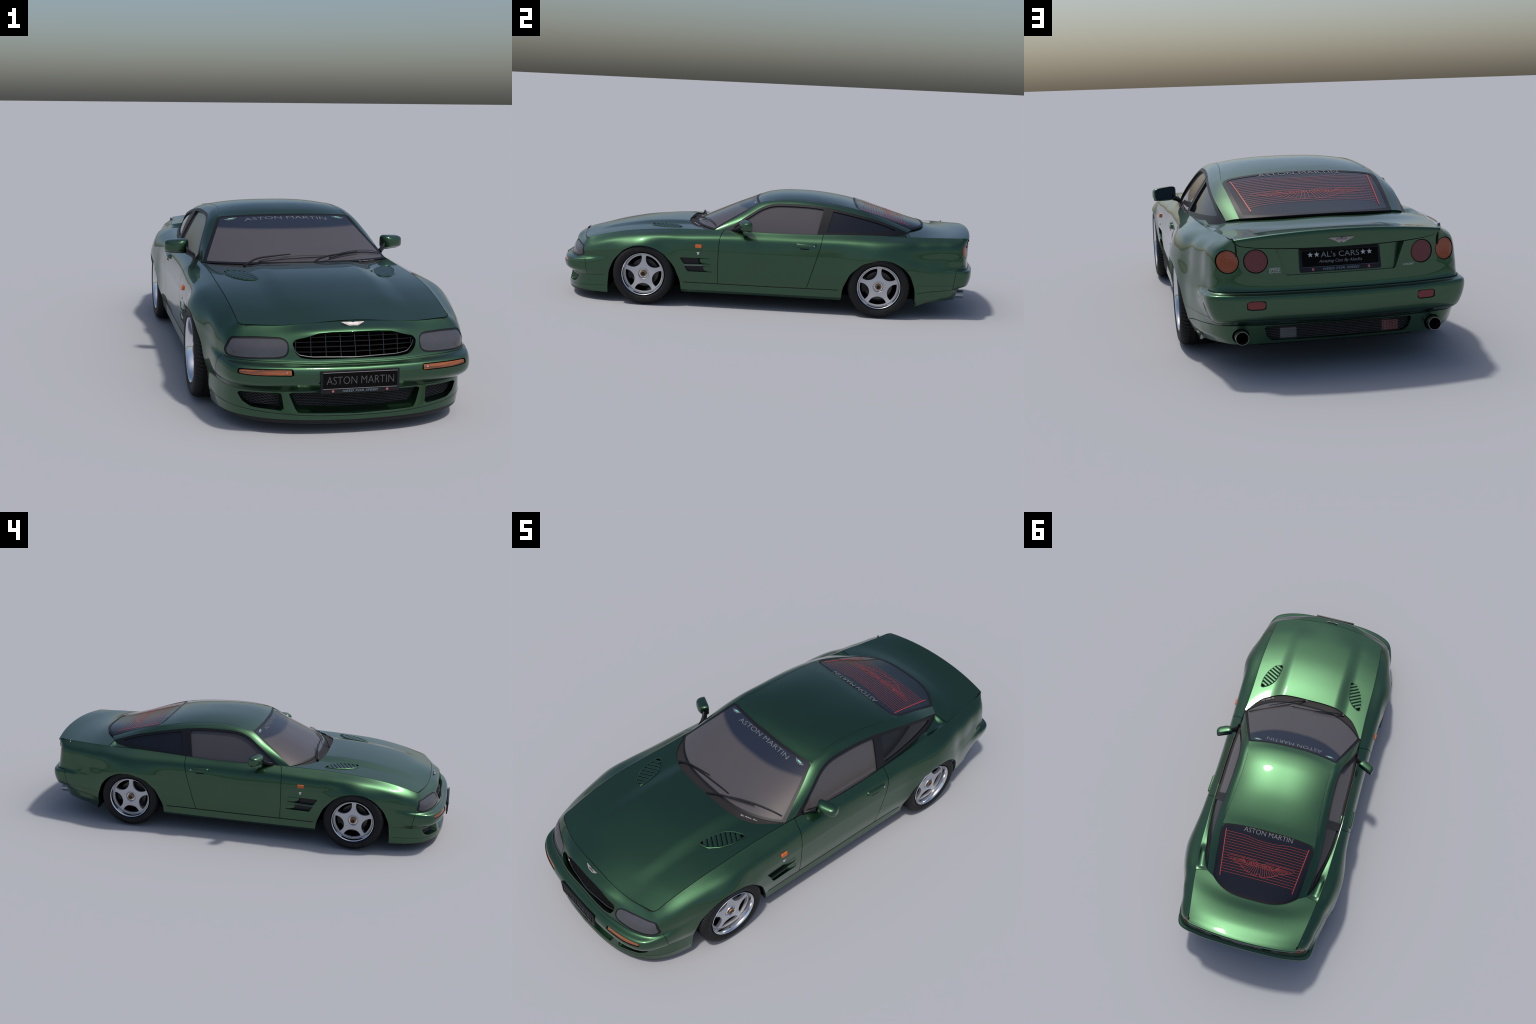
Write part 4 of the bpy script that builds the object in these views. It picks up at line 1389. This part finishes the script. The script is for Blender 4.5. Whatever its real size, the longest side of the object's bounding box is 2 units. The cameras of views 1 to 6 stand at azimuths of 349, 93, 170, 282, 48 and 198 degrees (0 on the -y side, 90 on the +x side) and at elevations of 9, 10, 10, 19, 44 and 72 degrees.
def tail_map(a, b, d):
    z = .367 + b
    y = float(np.interp(z, [.345, .360, .376, .390], [.9838, .987, .989, .982]))
    return A([-a, y + d + .0006 - .6 * a * a, z])
emblem("tail_emblem", tail_map, .070, .0155, BADGE)
rear_y = lambda x, z: float(np.interp(z, [.237, .285, .352, .37], [tail_y(5)(x), tail_y(6)(x), tail_y(7)(x), tail_y(7)(x)]))
write("badge_lettering", "LIMITED", .029, .0085, lambda x, y: A([-x, rear_y(-x, y) + .0009, y]), WHITE, -.179, .2965)
write("badge_lettering", "EDITION", .029, .0042, lambda x, y: A([-x, rear_y(-x, y) + .0009, y]), WHITE, -.179, .2885)
write("badge_lettering", "V600", .030, .0055, lambda x, y: A([-x, rear_y(-x, y) + .0009, y]), WHITE, .188, .2875, shear=.4)

# windscreen lettering, wings and rear heating wires
wsl = lambda x, y: glass_pt(x, y, .0009)
def ws_write_map(x, y):
    p, nrm = invert(ws_point, x, y, .9, math.copysign(.4, x) if abs(x) > .01 else .02)
    return p + nrm * .0007
write("screen_lettering", "ASTON MARTIN", .300, .0185, ws_write_map, material("screen_print", (.15, .16, .17), .4), 0, -.0765, thin=.012)
GREENP = material("mint_print", (.20, .75, .52), .3)
for sx in (1, -1):
    cx, cy = sx * .1965, -.0585
    wing = [(-.024, .0035), (-.008, .005), (.008, .005), (.024, .0035), (.018, -.002), (.010, -.006), (-.010, -.006), (-.018, -.002)]
    add("screen_wing", simple_mesh("screen_wing", [ws_write_map(cx + a, cy + b) for a, b in wing], [list(range(8))], material("screen_wing_print", (.10, .12, .13), .4), 0))
    bar = [(-.009, -.0002), (.009, -.0002), (.009, .0030), (-.009, .0030)]
    add("screen_wing_bar", simple_mesh("screen_wing_bar", [ws_write_map(cx + a, cy + b) + A([0, 0, .0006]) for a, b in bar], [[0, 1, 2, 3]], GREENP, 0))
def back_map(x, y, lift=.0004):
    p, nrm = invert(back_point, x, y, min(.95, max(.05, (y - .41) / .34)), math.copysign(.4, x) if abs(x) > .01 else .02)
    return p + nrm * lift
write("rear_lettering", "ASTON MARTIN", .258, .0235, lambda x, y: back_map(-x, -y), material("rear_print", (.20, .21, .22), .4), 0, -.4335, thin=.012)
def ribbon(pts, w):
    """flat strip on the rear glass along plan points"""
    p = A(pts, float)
    t = np.gradient(p, axis=0)
    t /= np.maximum(np.linalg.norm(t, axis=1, keepdims=True), 1e-9)
    nr = np.stack([-t[:, 1], t[:, 0]], 1) * w / 2
    V = []
    for a, b in zip(p, nr):
        V += [back_map(*(a + b)), back_map(*(a - b))]
    return V, [[2 * i, 2 * i + 1, 2 * i + 3, 2 * i + 2] for i in range(len(p) - 1)]
wires = []
bar_x = lambda y: np.interp(y, [.452, .685], [.2205, .1925])
for sx in (1, -1):
    ys_ = np.linspace(.452, .685, 12)
    wires.append(ribbon([(sx * bar_x(y), y) for y in ys_], .0036))
wing_top = lambda x: .575
def wave(x, k):
    """the upper wires dip around the lettering"""
    a = max(0, 1 - k / 4.0)
    return a * (.011 * (1 - smooth01((abs(x) - .03) / .10)) )
for k in range(16):
    y0 = .463 + k * .0132
    xe = float(bar_x(y0))
    xs = np.linspace(-xe, xe, 41)
    yl = A([y0 + wave(x, k) - .0 for x in xs])
    # leave out the stretch under the winged figure
    wing_half = 0
    if .578 < y0 < .640:
        wing_half = np.interp(y0, [.576, .60, .64], [.178, .12, .03])
    segs = [xs < -wing_half, xs > wing_half] if wing_half else [np.ones(41, bool)]
    for m_ in segs:
        if m_.sum() > 2:
            wires.append(ribbon(np.stack([xs[m_], yl[m_]], 1), .0012))
for sx in (1, -1):
    def L(*pts): wires.append(ribbon(resample(A([(sx * a, b) for a, b in pts]), max(5, 3 * len(pts))), .0013))
    L((.020, .581), (.026, .574), (.100, .574), (.176, .574), (.177, .580), (.160, .590), (.130, .602), (.100, .612), (.085, .622), (.055, .638), (.020, .646), (.012, .640), (0, .632))
    L((.020, .581), (0, .582))
    L((.098, .574), (.085, .588), (.068, .600))
    L((0, .582), (.072, .582), (.068, .600), (0, .600))
    for a in np.linspace(.0, 1, 8):
        s0 = (.006 + .060 * a, .600)
        s1 = (.010 + .088 * a, .645 - .030 * a ** 1.5)
        L(s0, s1)
    for a in np.linspace(.1, 1, 5):
        L((.072 + .01 * a, .597 - .014 * a), (.105 + .055 * a, .610 - .026 * a))
add("heating_wires", simple_mesh("heating_wires", *merge(*wires), REDLINE, 0), kind="stuff")
write("heating_lettering", "ASTON MARTIN", .125, .0115, lambda x, y: back_map(-x, -y, .0005), REDLINE, 0, -.591)
def cowl_map(x, y):
    a = math.atan2(.034, .066)
    px, py = .2235 + x * math.cos(a) - y * math.sin(a), -.3345 + x * math.sin(a) + y * math.cos(a)
    i = np.argmin(np.abs(cowl_d[:, 0] - px))
    return A([px, py, .3745 - .018 * (px - .19) / .066 * .35 + (py + .3345) * .10])
write("cowl_lettering", "By Alex. Ka.", .070, .0075, cowl_map, WHITE)
